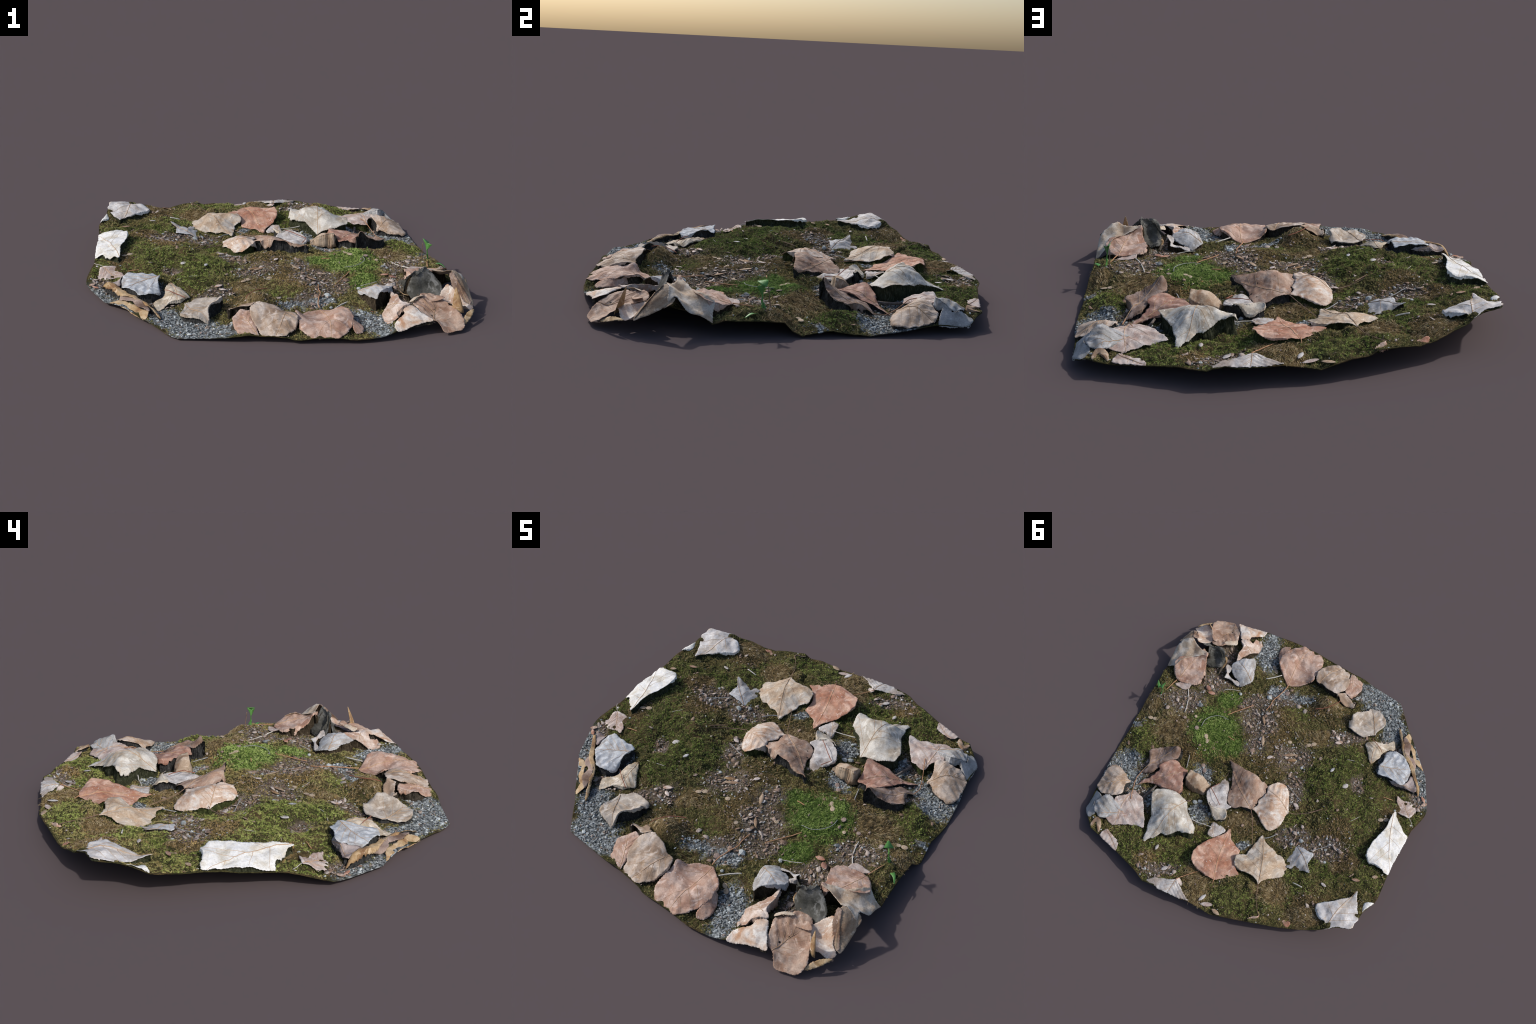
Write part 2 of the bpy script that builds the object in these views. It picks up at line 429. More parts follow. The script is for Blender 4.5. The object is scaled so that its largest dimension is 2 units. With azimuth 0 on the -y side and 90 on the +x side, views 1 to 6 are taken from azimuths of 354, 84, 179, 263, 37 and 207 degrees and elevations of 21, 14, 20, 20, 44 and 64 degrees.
# Patches of ground cover: kind, centre x, y, half-axes along and across, in metres.
PATCH = [
    ("gravel", 0.44, -0.81, 0.082, 0.137),
    ("gravel", 0.48, -0.92, 0.069, 0.069),
    ("gravel", 0.08, -0.62, 0.103, 0.037),
    ("gravel", 0.25, -0.58, 0.069, 0.061),
    ("gravel", -0.42, -0.83, 0.130, 0.130),
    ("gravel", -0.56, -0.72, 0.082, 0.130),
    ("gravel", -0.28, -0.87, 0.096, 0.069),
    ("gravel", -0.87, -0.47, 0.062, 0.229),
    ("gravel", 0.88, 0.36, 0.117, 0.091),
    ("gravel", 0.76, 0.42, 0.082, 0.076),
    ("gravel", 0.38, 0.19, 0.075, 0.069),
    ("gravel", 0.26, 0.44, 0.062, 0.061),
    ("gravel", 0.83, 0.53, 0.082, 0.107),
    ("gravel", 0.58, 0.48, 0.055, 0.061),
    ("gravel", -0.10, 0.50, 0.055, 0.030),
    ("gravel", -0.64, -0.42, 0.055, 0.076),
    ("gravel", 0.95, 0.07, 0.041, 0.027),
    ("gravel", 0.97, 0.47, 0.082, 0.091),
    ("litter", 0.34, -0.41, 0.110, 0.084),
    ("litter", 0.24, -0.30, 0.123, 0.122),
    ("litter", 0.18, -0.14, 0.082, 0.091),
    ("litter", -0.07, -0.18, 0.123, 0.091),
    ("litter", 0.75, -0.20, 0.137, 0.091),
    ("litter", -0.30, -0.47, 0.151, 0.053),
    ("litter", -0.53, 0.30, 0.151, 0.076),
    ("litter", -0.34, 0.30, 0.110, 0.069),
    ("litter", -0.19, 0.02, 0.069, 0.107),
    ("litter", 0.28, 0.88, 0.123, 0.046),
    ("litter", -0.52, -0.21, 0.055, 0.061),
    ("litter", -0.92, -0.30, 0.055, 0.091),
    ("litter", 0.66, -0.43, 0.110, 0.091),
    ("litter", -0.60, -0.52, 0.096, 0.091),
    ("litter", 0.68, -0.63, 0.082, 0.122),
    ("brown", 0.11, -0.30, 0.096, 0.198),
    ("brown", 0.01, -0.03, 0.123, 0.091),
    ("brown", -0.10, -0.37, 0.110, 0.076),
    ("brown", -0.71, 0.31, 0.082, 0.076),
    ("brown", 0.46, 0.06, 0.110, 0.061),
    ("brown", -0.01, 0.37, 0.130, 0.099),
    ("brown", 0.58, 0.07, 0.082, 0.091),
    ("brown", -0.18, -0.61, 0.110, 0.091),
    ("straw", 0.72, 0.00, 0.117, 0.114),
    ("straw", -0.18, -0.40, 0.069, 0.053),
    ("straw", -0.64, 0.75, 0.123, 0.061),
    ("straw", 0.04, 0.81, 0.082, 0.091),
    ("straw", -0.39, 0.69, 0.103, 0.091),
    ("straw", 0.37, -0.01, 0.096, 0.053),
    ("straw", -0.00, 0.94, 0.096, 0.061),
    ("straw", 0.94, -0.08, 0.082, 0.076),
    ("straw", -0.11, -0.66, 0.096, 0.053),
    ("straw", 0.00, 0.35, 0.082, 0.046),
    ("green", -0.42, -0.35, 0.123, 0.122),
    ("green", -0.38, -0.13, 0.219, 0.183),
    ("green", -0.64, -0.14, 0.233, 0.168),
    ("green", -0.62, 0.04, 0.178, 0.152),
    ("green", -0.95, -0.09, 0.096, 0.107),
    ("green", -0.66, 0.36, 0.206, 0.122),
    ("green", -0.83, 0.26, 0.110, 0.168),
    ("green", 0.29, 0.78, 0.261, 0.152),
    ("green", 0.53, 0.80, 0.137, 0.168),
    ("green", 0.86, 0.19, 0.096, 0.145),
    ("green", -0.25, 0.83, 0.219, 0.091),
    ("green", 0.03, -0.52, 0.096, 0.069),
    ("green", -0.50, 0.60, 0.137, 0.137),
    ("green", -0.28, 0.18, 0.082, 0.091),
    ("green", 0.13, 0.61, 0.082, 0.076),
    ("green", -0.69, -0.27, 0.123, 0.091),
    ("bright", 0.46, -0.10, 0.158, 0.183),
    ("bright", 0.50, -0.36, 0.096, 0.069),
    ("bright", 0.32, -0.05, 0.096, 0.076),
    ("litter", 0.19, -0.55, 0.123, 0.069),
    ("litter", 0.62, 0.52, 0.082, 0.091),
    ("litter", 0.69, 0.31, 0.082, 0.061),
    ("brown", -0.06, -0.59, 0.082, 0.076),
    ("brown", -0.57, 0.15, 0.096, 0.091),
    ("brown", -0.83, -0.05, 0.069, 0.091),
    ("brown", -0.62, 0.66, 0.082, 0.076),
    ("brown", 0.37, 0.88, 0.082, 0.061),
]
PATCH_TURN = -2.6429

theta = np.arctan2(EDGE[:, 1], EDGE[:, 0])
EDGE = EDGE[np.argsort(theta)]
theta = np.sort(theta)
ground_fit = Surface(np.vstack([EDGE, SPOT]), 2e-5, linear=False)


def ground_level(xy):
    return ground_fit(xy)


def edge_at(th):
    """Plan point and height of the edge in the direction th."""
    p = np.vstack([EDGE[-1:], EDGE, EDGE[:1]])
    a = np.concatenate([[theta[-1] - 2 * math.pi], theta, [theta[0] + 2 * math.pi]])
    # straight chords between the corner points
    k = np.clip(np.searchsorted(a, th, side="right") - 1, 0, len(a) - 2)
    A, B = p[k], p[k + 1]
    d = np.column_stack([np.cos(th), np.sin(th)])
    den = (B[:, 0] - A[:, 0]) * d[:, 1] - (B[:, 1] - A[:, 1]) * d[:, 0]
    t = (A[:, 1] * d[:, 0] - A[:, 0] * d[:, 1]) / np.where(abs(den) < 1e-9, 1e-9, den)
    t = np.clip(t, 0, 1)[:, None]
    return A + (B - A) * t


cs, sn = math.cos(PATCH_TURN), math.sin(PATCH_TURN)


def cover(kind, xy):
    """How strongly a ground cover is present at each point (0..1)."""
    w = np.zeros(len(xy))
    q = xy[:, :2] + .06 * np.column_stack([fbm(xy[:, :2], 9, 3, 5), fbm(xy[:, :2], 9, 3, 9)])
    ragged = .30 * fbm(xy[:, :2], 22, 3, 77)
    for k, x, y, rx, ry in PATCH:
        if k == kind:
            dx, dy = q[:, 0] - x, q[:, 1] - y
            u, v = (dx * cs + dy * sn) / rx, (-dx * sn + dy * cs) / ry
            r = np.sqrt(u * u + v * v) + ragged
            w = np.maximum(w, np.clip((1.2 - r) / .45, 0, 1))
    return w


COVERS = ("litter", "brown", "green", "bright", "straw", "gravel")


def covers(xy):
    """Weights of all covers after painting them one over another, plus the default olive moss."""
    left = np.ones(len(xy))
    out = {}
    for k in ("gravel", "bright", "straw", "litter", "brown", "green"):
        w = cover(k, xy)
        out[k] = left * w
        left = left * (1 - w)
    out["olive"] = left
    return out


root = bpy.data.objects.new("forest_floor_patch", None)
scene.collection.objects.link(root)
root["label"] = "mossy forest floor patch strewn with large dry leaves"
root["category"] = "forest floor"

# ------------------------------------------------------------- ground sheet
def soil_material():
    g = Nodes("soil_and_moss_bed")
    warp = g.n("ShaderNodeTexNoise")
    warp.inputs["Scale"].default_value = 9
    warp.inputs["Detail"].default_value = 4
    g.link(g.co, warp.inputs["Vector"])
    sub = g.n("ShaderNodeVectorMath", operation="SUBTRACT")
    g.link(warp.outputs["Color"], sub.inputs[0])
    sub.inputs[1].default_value = (.5, .5, .5)
    sc = g.n("ShaderNodeVectorMath", operation="MULTIPLY")
    g.link(sub.outputs[0], sc.inputs[0])
    sc.inputs[1].default_value = (.16, .16, 0)
    pos = g.n("ShaderNodeVectorMath", operation="ADD")
    g.link(g.co, pos.inputs[0])
    g.link(sc.outputs[0], pos.inputs[1])
    flat = g.n("ShaderNodeVectorMath", operation="MULTIPLY")
    g.link(pos.outputs[0], flat.inputs[0])
    flat.inputs[1].default_value = (1, 1, 0)

    edge_noise = g.noise(30, 4, .65)

    def mask(kind):
        acc = None
        for k, x, y, rx, ry in PATCH:
            if k != kind:
                continue
            mp = g.n("ShaderNodeMapping", vector_type="TEXTURE")
            mp.inputs["Location"].default_value = (x, y, 0)
            mp.inputs["Rotation"].default_value = (0, 0, PATCH_TURN)
            mp.inputs["Scale"].default_value = (rx, ry, 1)
            g.link(flat.outputs[0], mp.inputs["Vector"])
            ln = g.n("ShaderNodeVectorMath", operation="LENGTH")
            g.link(mp.outputs[0], ln.inputs[0])
            d = ln.outputs["Value"]
            acc = d if acc is None else g.math("MINIMUM", acc, d)
        return g.rng(g.math("ADD", acc, g.math("MULTIPLY", g.math("SUBTRACT", edge_noise, .5), .9)), 1.2, .75)

    fine = g.noise(150, 4, .7)
    mid = g.noise(45, 4, .65)
    speck = g.voronoi(110, "Color")
    sep = g.n("ShaderNodeSeparateColor")
    g.link(speck, sep.inputs[0])
    cell = sep.outputs[0]
    both = g.math("ADD", g.math("MULTIPLY", fine, .6), g.math("MULTIPLY", mid, .4))
    col = g.ramp(both, [(.34, (.012, .012, .006)), (.48, (.042, .040, .017)), (.62, (.11, .10, .042))])
    col = g.mix(g.rng(g.noise(6, 3, .6), .48, .62), col, g.ramp(both, [(.34, (.022, .016, .008)), (.5, (.075, .055, .027)), (.64, (.16, .12, .06))]))
    tones = {
        "litter": [(.34, (.035, .028, .022)), (.5, (.12, .095, .072)), (.66, (.27, .23, .19))],
        "straw": [(.34, (.040, .030, .014)), (.5, (.13, .095, .045)), (.66, (.26, .19, .095))],
        "bright": [(.34, (.010, .018, .005)), (.5, (.040, .070, .014)), (.64, (.11, .17, .04))],
    }
    for k in ("litter", "straw", "bright"):
        col = g.mix(mask(k), col, g.ramp(both, tones[k]))
    stone = g.ramp(g.math("ADD", g.math("MULTIPLY", cell, .55), g.math("MULTIPLY", fine, .45)),
                   [(.25, (.035, .040, .042)), (.46, (.125, .138, .145)), (.6, (.23, .25, .26)), (.78, (.44, .48, .50))])
    col = g.mix(mask("gravel"), col, stone)
    return g.finish(col, .95, both, .7, .008, .1)


def relief(xy):
    """Small lumps of the moss and grit on top of the fitted ground level."""
    c = covers(xy)
    mossy = c["green"] + c["olive"] + c["bright"] * .5 + c["brown"] * .7 + c["straw"] * .7
    lump = np.abs(fbm(xy, 11, 3, 21)) * .048 - .0115
    return mossy * (lump + .005 * fbm(xy, 42, 2, 4)) + (c["gravel"] + c["litter"]) * .003 * fbm(xy, 60, 2, 8)


NT, NR = 1000, 230
th = np.linspace(-math.pi, math.pi, NT, endpoint=False)
rim = edge_at(th)
rr = np.linspace(0, 1, NR + 1)[1:] ** .8
gx = np.vstack([[[0, 0]], (rim[None, :, :2] * rr[:, None, None]).reshape(-1, 2)])
fade = np.append([1.0], np.repeat(np.clip((1 - rr) / .03, 0, 1), NT))
gz = ground_level(gx)
on_rim = np.append([False], np.repeat(rr > .9999, NT))
gz[on_rim] = rim[:, 2]
near = np.append([0.0], np.repeat(np.clip((rr - .95) / .05, 0, 1) ** 2, NT))
gz = gz * (1 - near) + near * np.append([0], np.tile(rim[:, 2], NR)) + relief(gx) * (.25 + .75 * fade)
gz = np.maximum(gz, .0055)
top = np.column_stack([gx, gz])
quad = []
i = np.arange(NT)
j = (i + 1) % NT
for r in range(NR - 1):
    a = 1 + r * NT
    quad.append(np.column_stack([a + i, a + NT + i, a + NT + j, a + j]))
quad = np.vstack(quad)
# underside: a thin crust of soil below the surface, closed round the edge
THICK = .005
low_r = [NR - 1, NR - 8] + list(range(NR - 16, 4, -8))
under, uq = [], []
base0 = len(top)
for n_, r in enumerate(low_r):
    ring = top[1 + r * NT:1 + (r + 1) * NT].copy()
    ring[:, 2] -= (THICK if n_ == 1 else .010) if n_ else .004
    ring[:, 2] = np.maximum(ring[:, 2], 0.0)
    under.append(ring)
under.append(np.array([[0, 0, top[0, 2] - .010]]))
seq = [1 + (NR - 1) * NT] + [base0 + k * NT for k in range(len(low_r))]
for a, b in zip(seq[:-1], seq[1:]):
    uq.append(np.column_stack([a + i, b + i, b + j, a + j]))
centre = base0 + len(low_r) * NT
tri_top = np.column_stack([np.zeros(NT, int), 1 + i, 1 + j])
tri_low = np.column_stack([np.full(NT, centre), seq[-1] + j, seq[-1] + i])
verts = np.vstack([top] + under)
faces = [tuple(q) for q in np.vstack([quad] + uq).tolist()] + [tuple(q) for q in np.vstack([tri_top, tri_low]).tolist()]
SOIL = soil_material()
add_mesh("soil", verts, faces, SOIL, root)


def ground_z(xy):
    """Height of the finished ground near the points (polar grid look-up)."""
    xy = np.atleast_2d(xy)[:, :2]
    a = np.arctan2(xy[:, 1], xy[:, 0])
    ti = np.round((a + math.pi) / (2 * math.pi) * NT).astype(int) % NT
    rmax = np.linalg.norm(rim[ti, :2], axis=1)
    f = np.clip(np.linalg.norm(xy, axis=1) / rmax, 1e-6, 1)
    ri = np.clip(np.searchsorted(rr, f), 0, NR - 1)
    return gz[1 + ri * NT + ti]


def in_patch(xy, margin=0.0):
    a = np.arctan2(xy[:, 1], xy[:, 0])
    e = edge_at(a)
    return np.linalg.norm(xy[:, :2], axis=1) < np.linalg.norm(e[:, :2], axis=1) - margin


# ------------------------------------------------------------------- leaves
COVERED = []   # plan outlines of all leaves, so that moss and litter keep out
SHADE_SKIRTS = {k: [] for k in SKIRT}


def dry_leaf(tone, shade_skirt, rim, ridge=(), rib=None, drape=0, teeth=.0030, crumple=.0026, thick=.0012):
    """A curled dry leaf: toothed outline, thin-plate blade through rim and ridge points,
    crumpled, with raised midrib and side veins; an added skirt in shade colours fills the gap below it."""
    seed = len(COVERED) * 7 + 3
    ctrl = np.array(list(rim) + list(ridge), float)
    loop = closed_curve(rim, .0042)
    if area2(loop) < 0:
        loop = loop[::-1]
    s = np.cumsum(np.linalg.norm(loop - np.roll(loop, 1, 0), axis=1))
    wave = np.abs(((s / .013 + .6 * noise(loop[:, :2], 30, seed)) % 1) - .5) * 2
    loop[:, :2] += outward(loop) * (teeth * (wave - .5) + .0030 * noise(loop[:, :2], 42, seed + 1) + .0018 * noise(loop[:, :2], 110, seed + 9))[:, None]
    loop[:, 0] = np.clip(loop[:, 0], -1.0, 1.0)
    loop[:, 1] = np.clip(loop[:, 1], -.995, .997)
    blade = Surface(ctrl, 1e-6)
    span = np.ptp(loop[:, :2], axis=0).max()
    gain = min(1.0, span / .15)

    def height(xy):
        z = blade(xy)
        z = np.clip(z, ctrl[:, 2].min() - .012, ctrl[:, 2].max() + .02)
        z = z + gain * crumple * (1.35 * facets(xy, .052, seed + 2) + .95 * facets(xy, .024, seed + 3) + .35 * noise(xy, 95, seed + 4))
        if rib is not None:
            a, b = np.array(rib[0][:2]), np.array(rib[1][:2])
            ax = (b - a) / np.linalg.norm(b - a)
            d = (xy[:, 0] - a[0]) * -ax[1] + (xy[:, 1] - a[1]) * ax[0]
            z = z - .0024 * gain * np.exp(-(d / .006) ** 2)
            along = (xy - a) @ ax
            ph = (along - .55 * np.abs(d)) / (np.linalg.norm(b - a) / 4.6) + (d > 0) * .35
            pleat = 1 - 2 * np.abs((ph % 1) * 2 - 1)
            z = z + .0021 * gain * pleat * np.clip(np.abs(d) / .03, 0, 1)
        return z

    lo, hi = loop[:, :2].min(0), loop[:, :2].max(0)
    step = .0062
    gy = np.arange(lo[1], hi[1], step * .87)
    pts = np.vstack([np.column_stack([np.arange(lo[0], hi[0], step) + (k % 2) * step * .5, np.full(len(np.arange(lo[0], hi[0], step)), y)]) for k, y in enumerate(gy)])
    pts += RNG.uniform(-.0012, .0012, pts.shape)
    inner = loop[:, :2] - outward(loop) * .0028
    pts = pts[inside(inner, pts)]
    n = len(loop)
    xy = np.vstack([loop[:, :2], pts])
    out = delaunay_2d_cdt([Vector(p) for p in xy], [], [list(range(n))], 1, 1e-7)
    vxy = np.array([(v.x, v.y) for v in out[0]])
    vz = height(vxy)
    v = np.column_stack([vxy, vz])
    used = sorted({k for f in out[2] for k in f})
    remap = {k: m for m, k in enumerate(used)}
    v = v[used]
    f = [tuple(remap[k] for k in q) for q in out[2]]
    ob = add_mesh("leaf", v, f, LEAF[tone], root)
    md = ob.modifiers.new("thickness", "SOLIDIFY")
    md.thickness = thick
    md.offset = -1
    COVERED.append(loop[:, :2] - outward(loop) * .004)
    # veins
    if rib is not None:
        a, b = np.array(rib[0][:2]), np.array(rib[1][:2])
        L = np.linalg.norm(b - a)
        ax = (b - a) / L
        side = np.array([-ax[1], ax[0]])
        parts = []
        t = np.linspace(0, 1, max(6, int(L / .006)))
        bend = .04 * L * np.sin(t * math.pi) * (1 if seed % 2 else -1)
        mid = a + np.outer(t, b - a) + np.outer(bend, side)
        keep = inside(loop[:, :2], mid)
        if keep.sum() > 4:
            m = mid[keep]
            parts.append(tube(np.column_stack([m, height(m) + .0006]), .0019 * gain, .0008, 5))
        for q in (.05, .2, .37, .54, .70):
            for sg in (-1, 1):
                if RNG.random() < .2:
                    continue
                o = a + (b - a) * (q + .05 * sg + RNG.uniform(-.03, .03)) + side * .04 * L * math.sin(q * math.pi) * (1 if seed % 2 else -1)
                ang = math.radians(60 - 26 * q + RNG.uniform(-9, 9))
                dirn = ax * math.cos(ang) + side * sg * math.sin(ang)
                ln = np.arange(0, .6 * L, .006)
                m = o + np.outer(ln, dirn) + np.outer(ln ** 2 / L * .25, ax)
                ok = inside(loop[:, :2] - outward(loop) * .006, m)
                stop = len(ok) if ok.all() else int(np.argmin(ok))
                if stop > 4:
                    m = m[:stop]
                    parts.append(tube(np.column_stack([m, height(m) + .0002]), .0011 * gain, .0005, 4))
        if parts:
            vv, ff = join(parts)
            vein = add_mesh("vein", vv, ff, VEIN, ob)
    # added skirt coloured with baked shade, and leaf-coloured curtains hanging over it
    if shade_skirt != "none":
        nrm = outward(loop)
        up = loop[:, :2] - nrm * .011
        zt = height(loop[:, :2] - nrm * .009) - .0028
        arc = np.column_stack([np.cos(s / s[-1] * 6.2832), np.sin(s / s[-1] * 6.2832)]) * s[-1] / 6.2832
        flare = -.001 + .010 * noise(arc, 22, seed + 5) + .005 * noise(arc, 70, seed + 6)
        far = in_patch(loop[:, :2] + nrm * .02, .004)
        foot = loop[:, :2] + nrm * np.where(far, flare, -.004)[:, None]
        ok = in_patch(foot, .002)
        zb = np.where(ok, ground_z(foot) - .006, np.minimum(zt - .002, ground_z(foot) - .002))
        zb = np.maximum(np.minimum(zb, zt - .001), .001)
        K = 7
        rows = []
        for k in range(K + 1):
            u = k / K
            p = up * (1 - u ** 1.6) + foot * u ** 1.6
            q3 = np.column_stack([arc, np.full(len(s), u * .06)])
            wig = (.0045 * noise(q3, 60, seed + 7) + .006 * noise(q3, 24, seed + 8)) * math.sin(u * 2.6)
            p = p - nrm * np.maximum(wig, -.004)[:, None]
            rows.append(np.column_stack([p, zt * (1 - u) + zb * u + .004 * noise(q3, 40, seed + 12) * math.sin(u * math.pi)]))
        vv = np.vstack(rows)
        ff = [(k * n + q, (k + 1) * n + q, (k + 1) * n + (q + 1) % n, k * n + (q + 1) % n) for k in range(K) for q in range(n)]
        SHADE_SKIRTS[shade_skirt].append((vv, ff))
        gap = zt - zb
        hang = np.clip(1.1 * noise(arc, 13, seed + 13) + .05, 0, .8) * gap * (.75 + .35 * noise(arc, 120, seed + 14))
        hang = np.where(gap > .014, np.minimum(hang, .05), 0)
        if drape:
            hang = gap * drape * (.85 + .15 * noise(arc, 60, seed + 16))
        if hang.max() > .006:
            zr = height(loop[:, :2])
            rows = []
            for k in range(4):
                u = k / 3
                sway = nrm * (.0015 + hang * .22 * u + .002 * noise(arc, 50, seed + 15) * u)[:, None]
                rows.append(np.column_stack([loop[:, :2] + sway * u - nrm * .001, zr - hang * u]))
            vv = np.vstack(rows)
            ff = [(k * n + q, (k + 1) * n + q, (k + 1) * n + (q + 1) % n, k * n + (q + 1) % n) for k in range(3) for q in range(n) if hang[q] + hang[(q + 1) % n] > .003]
            use = sorted({k for q in ff for k in q})
            rm = {k: m for m, k in enumerate(use)}
            hem = add_mesh("edge_curtain", vv[use], [tuple(rm[k] for k in q) for q in ff], LEAF[tone], ob)  # leaf-coloured curtain after the scan's smeared streaks; a real curl where drape is set
            md = hem.modifiers.new("thickness", "SOLIDIFY")
            md.thickness = thick
            md.offset = -1
    return ob


def stalk(kind, tone, radius, pts):
    """A petiole, twig or stick lying on the litter."""
    p = open_curve(pts, .007)
    p = p + .0012 * np.column_stack([noise(p, 60, 1), noise(p, 60, 2), noise(p, 60, 3)])
    v, f = tube(p, radius * 1.0, radius * .75, 7)
    return add_mesh(kind, v, f, STEM[tone], root)


# pink
dry_leaf("pink", "soil", [(.217, -.662, .028), (.257, -.690, .037), (.297, -.721, .068), (.339, -.769, .084), (.353, -.825, .067), (.347, -.869, .060), (.325, -.922, .045), (.262, -.991, .030), (.219, -.985, .030), (.133, -.983, .028), (.109, -.961, .034), (.083, -.923, .045), (.080, -.849, .057), (.080, -.803, .065), (.075, -.757, .073), (.106, -.733, .045), (.125, -.713, .035), (.157, -.683, .030)],
         ridge=[(.216, -.828, .049), (.120, -.852, .055), (.278, -.813, .085), (.196, -.902, .065), (.260, -.892, .070)],
         rib=((.215, -.668), (.219, -.986)))
# pinkfold
dry_leaf("pink", "soil", [(.335, -.791, .080), (.344, -.863, .062), (.336, -.922, .045), (.350, -.940, .028), (.382, -.926, .026), (.398, -.881, .030), (.380, -.830, .032), (.357, -.798, .045)])
# tan
dry_leaf("tan", "soil", [(.060, -.772, .075), (.075, -.805, .075), (.076, -.851, .070), (.055, -.907, .046), (.044, -.925, .040), (-.008, -.964, .033), (-.051, -.959, .033), (-.107, -.945, .033), (-.126, -.904, .050), (-.148, -.862, .073), (-.155, -.816, .085), (-.151, -.770, .100), (-.116, -.721, .105), (-.084, -.724, .105), (-.037, -.732, .095), (.009, -.757, .080), (.032, -.756, .072)],
         ridge=[(-.043, -.813, .090), (-.028, -.875, .072), (.027, -.839, .080)],
         rib=((.030, -.757), (-.047, -.959)))
# tanunder
dry_leaf("pink", "soil", [(-.125, -.948, .033), (-.151, -.944, .038), (-.221, -.917, .037), (-.227, -.898, .039), (-.246, -.836, .071), (-.232, -.805, .072), (-.203, -.755, .085), (-.170, -.764, .083), (-.153, -.785, .083), (-.146, -.857, .068), (-.130, -.906, .050)],
         ridge=[(-.190, -.851, .070)],
         rib=((-.131, -.947), (-.217, -.796)))
# tanfrag
dry_leaf("tan", "soil", [(-.125, -.721, .106), (-.145, -.708, .095), (-.163, -.691, .085), (-.198, -.681, .070), (-.219, -.693, .052), (-.253, -.707, .060), (-.250, -.737, .080), (-.253, -.722, .075), (-.219, -.733, .085), (-.183, -.746, .095), (-.159, -.754, .100)])
# greytan
dry_leaf("greytan", "dark", [(-.474, -.595, .050), (-.443, -.576, .049), (-.412, -.544, .050), (-.355, -.545, .055), (-.296, -.560, .058), (-.291, -.567, .048), (-.274, -.600, .070), (-.291, -.607, .085), (-.282, -.631, .100), (-.306, -.669, .100), (-.336, -.694, .095), (-.358, -.722, .075), (-.357, -.772, .030), (-.395, -.767, .050), (-.430, -.760, .060), (-.474, -.741, .045), (-.485, -.728, .042), (-.492, -.690, .040), (-.477, -.642, .042), (-.472, -.605, .045)],
         ridge=[(-.406, -.633, .046), (-.342, -.628, .050), (-.367, -.676, .060), (-.414, -.727, .055)],
         rib=((-.471, -.585), (-.358, -.770)))
# cream
dry_leaf("cream", "soil", [(-.543, -.381, .072), (-.513, -.410, .070), (-.470, -.466, .060), (-.442, -.515, .042), (-.471, -.537, .050), (-.501, -.553, .050), (-.546, -.565, .045), (-.569, -.590, .032), (-.600, -.625, .025), (-.630, -.558, .035), (-.601, -.539, .045), (-.574, -.494, .054), (-.570, -.442, .070)],
         ridge=[(-.515, -.469, .080), (-.545, -.505, .065)],
         rib=((-.540, -.382), (-.508, -.557)))
# bluegrey
dry_leaf("bluegrey", "dark", [(-.594, -.508, .065), (-.622, -.525, .075), (-.648, -.536, .080), (-.701, -.532, .075), (-.735, -.503, .085), (-.779, -.460, .085), (-.795, -.425, .078), (-.799, -.376, .090), (-.787, -.333, .099), (-.761, -.316, .110), (-.720, -.327, .110), (-.675, -.328, .108), (-.638, -.323, .100), (-.611, -.329, .093), (-.606, -.351, .100), (-.597, -.371, .116), (-.607, -.424, .100), (-.600, -.473, .080)],
         ridge=[(-.683, -.428, .095), (-.722, -.465, .085), (-.647, -.468, .090), (-.741, -.381, .098), (-.658, -.383, .105)],
         rib=((-.598, -.374), (-.776, -.459)))
# mauve
dry_leaf("mauve", "dark", [(-.787, -.333, .099), (-.806, -.369, .090), (-.806, -.421, .080), (-.843, -.400, .080), (-.877, -.353, .073), (-.864, -.330, .065), (-.855, -.332, .061), (-.815, -.329, .070), (-.787, -.327, .082), (-.738, -.314, .085), (-.696, -.327, .085)],
         ridge=[(-.829, -.364, .075)],
         rib=((-.738, -.314), (-.868, -.348)))
# strip
dry_leaf("ochre", "dark", [(-.593, -.727, .030), (-.623, -.688, .045), (-.656, -.633, .060), (-.691, -.576, .062), (-.727, -.548, .062), (-.774, -.513, .068), (-.806, -.483, .070), (-.831, -.437, .075), (-.861, -.400, .080), (-.890, -.365, .060), (-.906, -.334, .028), (-.894, -.334, .035), (-.866, -.372, .080), (-.820, -.419, .078), (-.790, -.458, .072), (-.752, -.502, .066), (-.720, -.524, .062), (-.676, -.572, .055), (-.642, -.630, .052), (-.599, -.703, .035)])
# outer
dry_leaf("ochre", "dark", [(-.658, -.714, .035), (-.676, -.721, .020), (-.734, -.654, .024), (-.811, -.562, .036), (-.855, -.520, .024), (-.818, -.527, .040), (-.770, -.540, .045), (-.753, -.575, .050), (-.707, -.624, .050), (-.669, -.646, .050), (-.653, -.672, .045)])
# brownlump
dry_leaf("brown", "dark", [(-.646, -.676, .050), (-.681, -.657, .060), (-.715, -.625, .055), (-.735, -.564, .052), (-.772, -.554, .050), (-.800, -.512, .050), (-.790, -.483, .055), (-.740, -.520, .060), (-.702, -.563, .058), (-.661, -.622, .055)])
# palepink
dry_leaf("palepink", "moss", [(-.791, -.261, .062), (-.833, -.255, .055), (-.874, -.266, .048), (-.910, -.258, .044), (-.933, -.241, .043), (-.936, -.209, .050), (-.936, -.232, .052), (-.931, -.190, .070), (-.916, -.153, .080), (-.888, -.149, .080), (-.856, -.148, .078), (-.822, -.158, .073), (-.805, -.195, .075), (-.825, -.198, .065), (-.800, -.227, .066)],
         ridge=[(-.859, -.217, .060)],
         rib=((-.913, -.156), (-.841, -.257)))
